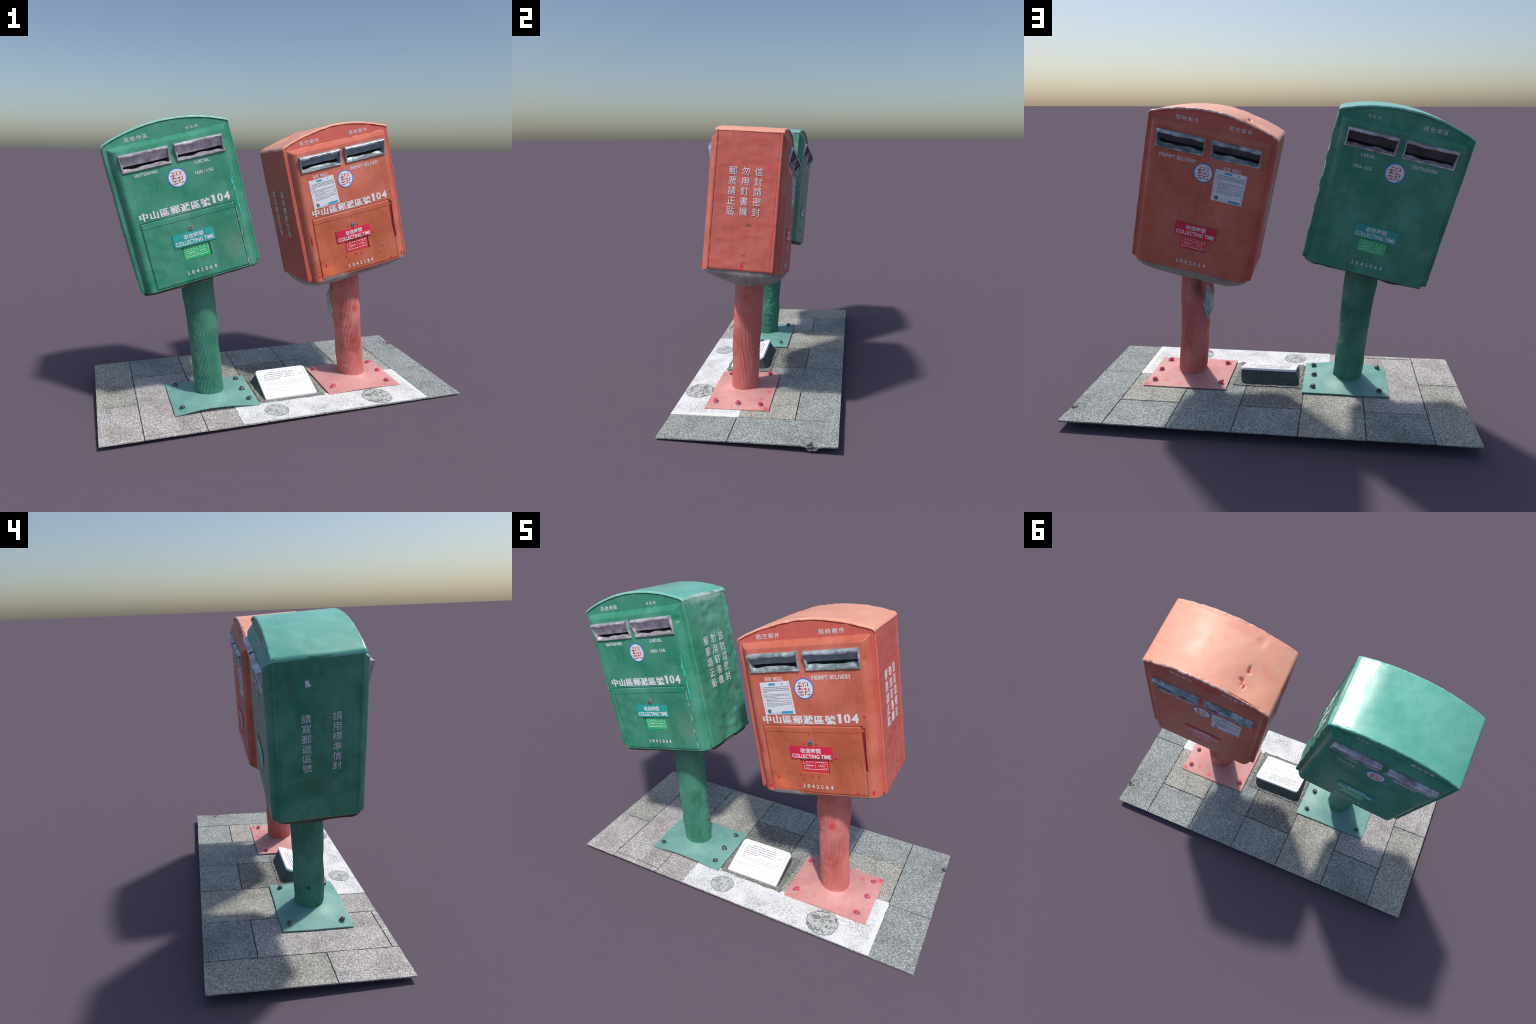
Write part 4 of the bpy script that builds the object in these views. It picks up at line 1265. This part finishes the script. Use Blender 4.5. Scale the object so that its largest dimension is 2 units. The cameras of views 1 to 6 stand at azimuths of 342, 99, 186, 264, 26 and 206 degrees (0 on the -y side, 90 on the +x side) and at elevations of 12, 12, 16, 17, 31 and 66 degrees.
def core_material(k):
    t = NT("worn_concrete_core")
    n = t.noise(42, 6, 0.72, dist=1.0)
    c = t.ramp(n, [(0.36, srgb(84, 90, 86)), (0.46, srgb(148, 153, 150)), (0.56, srgb(218, 220, 218)), (0.68, srgb(140, 148, 142))])
    c = t.mix(k, c, srgb(206, 208, 206))
    return t.done(c, 0.9, 0.0, n, 0.6, 0.004, 0.2)


CORES, RING = [core_material(0.3), core_material(0.0)], plain("ring_crack", srgb(138, 143, 141), 0.9, var=0.25, scale=90)
for (cx, cy, rx, ry), CORE in zip(((-0.090, -0.362, 0.066, 0.058), (0.508, -0.362, 0.084, 0.080)), CORES):
    for nm, k0, k1, zt, mat in (("patched_core", 0.0, 0.95, 0.0046, CORE), ("core_ring", 0.95, 1.0, 0.0042, RING)):
        v, f, n = [], [], 72
        radii = np.linspace(k0, k1, 8 if k0 == 0 else 3)
        for k in radii:
            for i in range(n):
                a = 2 * math.pi * i / n
                w = 1 + 0.03 * math.sin(3 * a + cx * 9) + 0.02 * math.sin(7 * a) + (0.03 * math.sin(17 * a + 1) if cx > 0 else 0)
                x, y = cx + rx * max(k, 0.001) * w * math.cos(a), max(cy + ry * max(k, 0.001) * w * math.sin(a), -0.449)
                v.append((x, y, float(zp(x, y)) + zt + (0.001 * random.uniform(-1, 1) if k0 == 0 else 0)))
        for s in range(len(radii) - 1):
            f += [(s * n + i, (s + 1) * n + i, (s + 1) * n + (i + 1) % n, s * n + (i + 1) % n) for i in range(n)]
        o = len(v)
        last = (len(radii) - 1) * n
        v += [(v[last + i][0], v[last + i][1], v[last + i][2] - 0.003) for i in range(n)]
        f += [(last + i, o + i, o + (i + 1) % n, last + (i + 1) % n) for i in range(n)]
        make_obj(nm, v, f, mat, ground, angle=50)

# crumbled stones at the broken edge
import bmesh
for k, (x, y, z, s) in enumerate(((0.985, 0.318, 0.016, 0.012), (0.990, 0.342, 0.018, 0.010), (0.975, 0.330, 0.026, 0.011), (0.985, 0.300, 0.024, 0.009), (0.962, 0.345, 0.039, 0.008), (0.972, 0.318, 0.043, 0.007), (0.978, 0.352, 0.040, 0.008))):
    bm = bmesh.new()
    bmesh.ops.create_icosphere(bm, subdivisions=2, radius=1)
    rr = random.Random(k)
    sc = (s * rr.uniform(0.8, 1.2), s * rr.uniform(1.0, 1.6), s * rr.uniform(0.6, 0.9))
    for vert in bm.verts:
        w = 1 + 0.25 * rr.uniform(-1, 1)
        vert.co = Vector((min(vert.co.x * sc[0] * w + x, 0.9995), vert.co.y * sc[1] * w + y, max(vert.co.z * sc[2] * w + z, 0.0)))
    me = bpy.data.meshes.new("crumbled_stone")
    bm.to_mesh(me); bm.free()
    me.materials.append(COOL)
    ob = bpy.data.objects.new("crumbled_stone", me)
    SC.objects.link(ob); ob.parent = ground
# ------------------------------------------------------------------ information plaque
PC = (0.03, -0.13, 0.035)
plaque = empty("information_plaque", PC, "low wedge-shaped stone plaque with engraved white face", "plaque")
bpy.context.view_layer.update()
STONE = plain("plaque_stone", srgb(84, 92, 90), 0.8, var=0.22, scale=60)
FACEM = plain("plaque_white_face", srgb(250, 250, 252), 0.5, var=0.02, scale=50)
INK = plain("plaque_engraving", srgb(150, 156, 160), 0.7, var=0.1, scale=200)
INKD = plain("plaque_engraving_dark", srgb(92, 98, 104), 0.7, var=0.1, scale=200)
FL, FR, BL, BR = Vector((-0.117, -0.257, 0.0425)), Vector((0.189, -0.255, 0.0415)), Vector((-0.117, -0.048, 0.1195)), Vector((0.189, -0.046, 0.118))
U, V = (FR - FL), (BL - FL)
LU, LV = U.length, V.length
u, vv = U.normalized(), V.normalized()
nn = u.cross(vv).normalized()


def slope(a, b, h):
    return FL + u * a + vv * b + nn * h - Vector(PC)


# rounded outline of the face slab
out = []
for cx, cy, r, a0 in ((LU - 0.006, 0.006, 0.006, -90), (LU - 0.022, LV - 0.022, 0.022, 0), (0.022, LV - 0.022, 0.022, 90), (0.006, 0.006, 0.006, 180)):
    for i in range(9):
        a = math.radians(a0 + 90 * i / 8)
        out.append((cx + r * math.cos(a), cy + r * math.sin(a)))
n = len(out)
cen = (LU / 2, LV / 2)
v = []
for ins, h in ((0.0, -0.012), (0.0, -0.0022), (0.0008, -0.0006), (0.003, 0.0)):
    for a, b in out:
        k = 1 - ins / max(abs(a - cen[0]), abs(b - cen[1]), 0.05)
        v.append(tuple(slope(cen[0] + (a - cen[0]) * k, cen[1] + (b - cen[1]) * k, h)))
f = [(s * n + i, s * n + (i + 1) % n, (s + 1) * n + (i + 1) % n, (s + 1) * n + i) for s in range(3) for i in range(n)]
f += [tuple(3 * n + i for i in range(n)), tuple(reversed(range(n)))]
pface = make_obj("plaque_face", v, f, FACEM, plaque, angle=35)

# stone wedge below
rows3 = []
foot = [(-0.128, -0.258), (0.203, -0.258), (0.181, -0.010), (-0.140, -0.012)]
topq = [slope(0.001, 0.003, -0.011), slope(LU - 0.001, 0.003, -0.011), slope(LU - 0.002, LV - 0.003, -0.011), slope(0.002, LV - 0.003, -0.011)]


def ring(q, k=14):
    r = []
    for i in range(4):
        a, b = Vector(q[i]), Vector(q[(i + 1) % 4])
        c0, c1 = 0.06, 0.94
        for t in np.linspace(c0, c1, k):
            r.append(a.lerp(b, float(t)))
    return r


fr = ring([(a - PC[0], b - PC[1], float(zp(a, b)) + 0.001 - PC[2]) for a, b in foot])
tr_ = ring([tuple(p) for p in topq])
v, f, k = [], [], len(fr)
for s in range(9):
    for i in range(k):
        p = fr[i].lerp(tr_[i], s / 8)
        j = 0.0015 * float(vnoise(np.array([[p.x, p.y, p.z]]), 40, 15)[0])
        v.append((p.x + j, p.y + j, p.z))
for s in range(8):
    f += [(s * k + i, s * k + (i + 1) % k, (s + 1) * k + (i + 1) % k, (s + 1) * k + i) for i in range(k)]
f += [tuple(8 * k + i for i in range(k)), tuple(reversed(range(k)))]
make_obj("plaque_block", v, f, STONE, plaque, angle=45)

# engraved lines
rng = random.Random(21)
bold, fine = Acc(), Acc()


def dash(acc, a0, b0, a1, b1, w):
    vv_, ff = bar(a0 * LU, b0 * LV, a1 * LU, b1 * LV, w, 0.0005)
    acc.add([tuple(slope(p[0], p[1], p[2] - 0.00005 + 0.0001)) for p in vv_], ff)


for b, a0, a1 in ((0.86, 0.22, 0.72), (0.80, 0.14, 0.74), (0.735, 0.12, 0.74), (0.67, 0.12, 0.74), (0.615, 0.12, 0.42)):
    a = a0
    while a < a1:
        w = rng.uniform(0.010, 0.020)
        if rng.random() > 0.12:
            dash(bold, a, b, min(a + w, a1), b, 0.0042)
        a += w + 0.008
for b, a0, a1 in ((0.55, 0.12, 0.3), (0.53, 0.35, 0.9), (0.50, 0.12, 0.9), (0.47, 0.12, 0.9), (0.44, 0.12, 0.88), (0.40, 0.35, 0.9), (0.33, 0.1, 0.5), (0.29, 0.1, 0.85), (0.25, 0.1, 0.4), (0.21, 0.3, 0.85), (0.17, 0.1, 0.3)):
    a = a0
    while a < a1:
        w = rng.uniform(0.012, 0.04)
        if rng.random() > 0.15:
            dash(fine, a, b, min(a + w, a1), b, 0.0016)
        a += w + 0.012
for a in np.arange(0.07, 0.93, 0.022):
    dash(fine, a, 0.055, a + 0.012, 0.055, 0.0014)
    if a < 0.9:
        dash(fine, a, 0.945, a + 0.018, 0.945, 0.0008)
for b in np.arange(0.08, 0.93, 0.03):
    dash(fine if b < 0.5 else bold, 0.945, b, 0.945, b + 0.015, 0.0018)
    dash(fine, 0.05, b, 0.05, b + 0.024, 0.0008)
for i in range(28):
    a, b = 2 * math.pi * i / 28, 2 * math.pi * (i + 0.6) / 28
    R = 0.026
    dash(fine, 0.835 + R * math.cos(a) / LU, 0.72 + R * math.sin(a) / LV, 0.835 + R * math.cos(b) / LU, 0.72 + R * math.sin(b) / LV, 0.0012)
for a, b in ((0.81, 0.75), (0.85, 0.70), (0.865, 0.735), (0.82, 0.70)):
    dash(bold, a, b, a + 0.014, b + 0.01, 0.004)
for acc, mt in ((bold, INKD), (fine, INK)):
    ob = make_obj("plaque_engraving", acc.v, acc.f, mt, pface, smooth=False)
    ob["kind"] = "stuff"
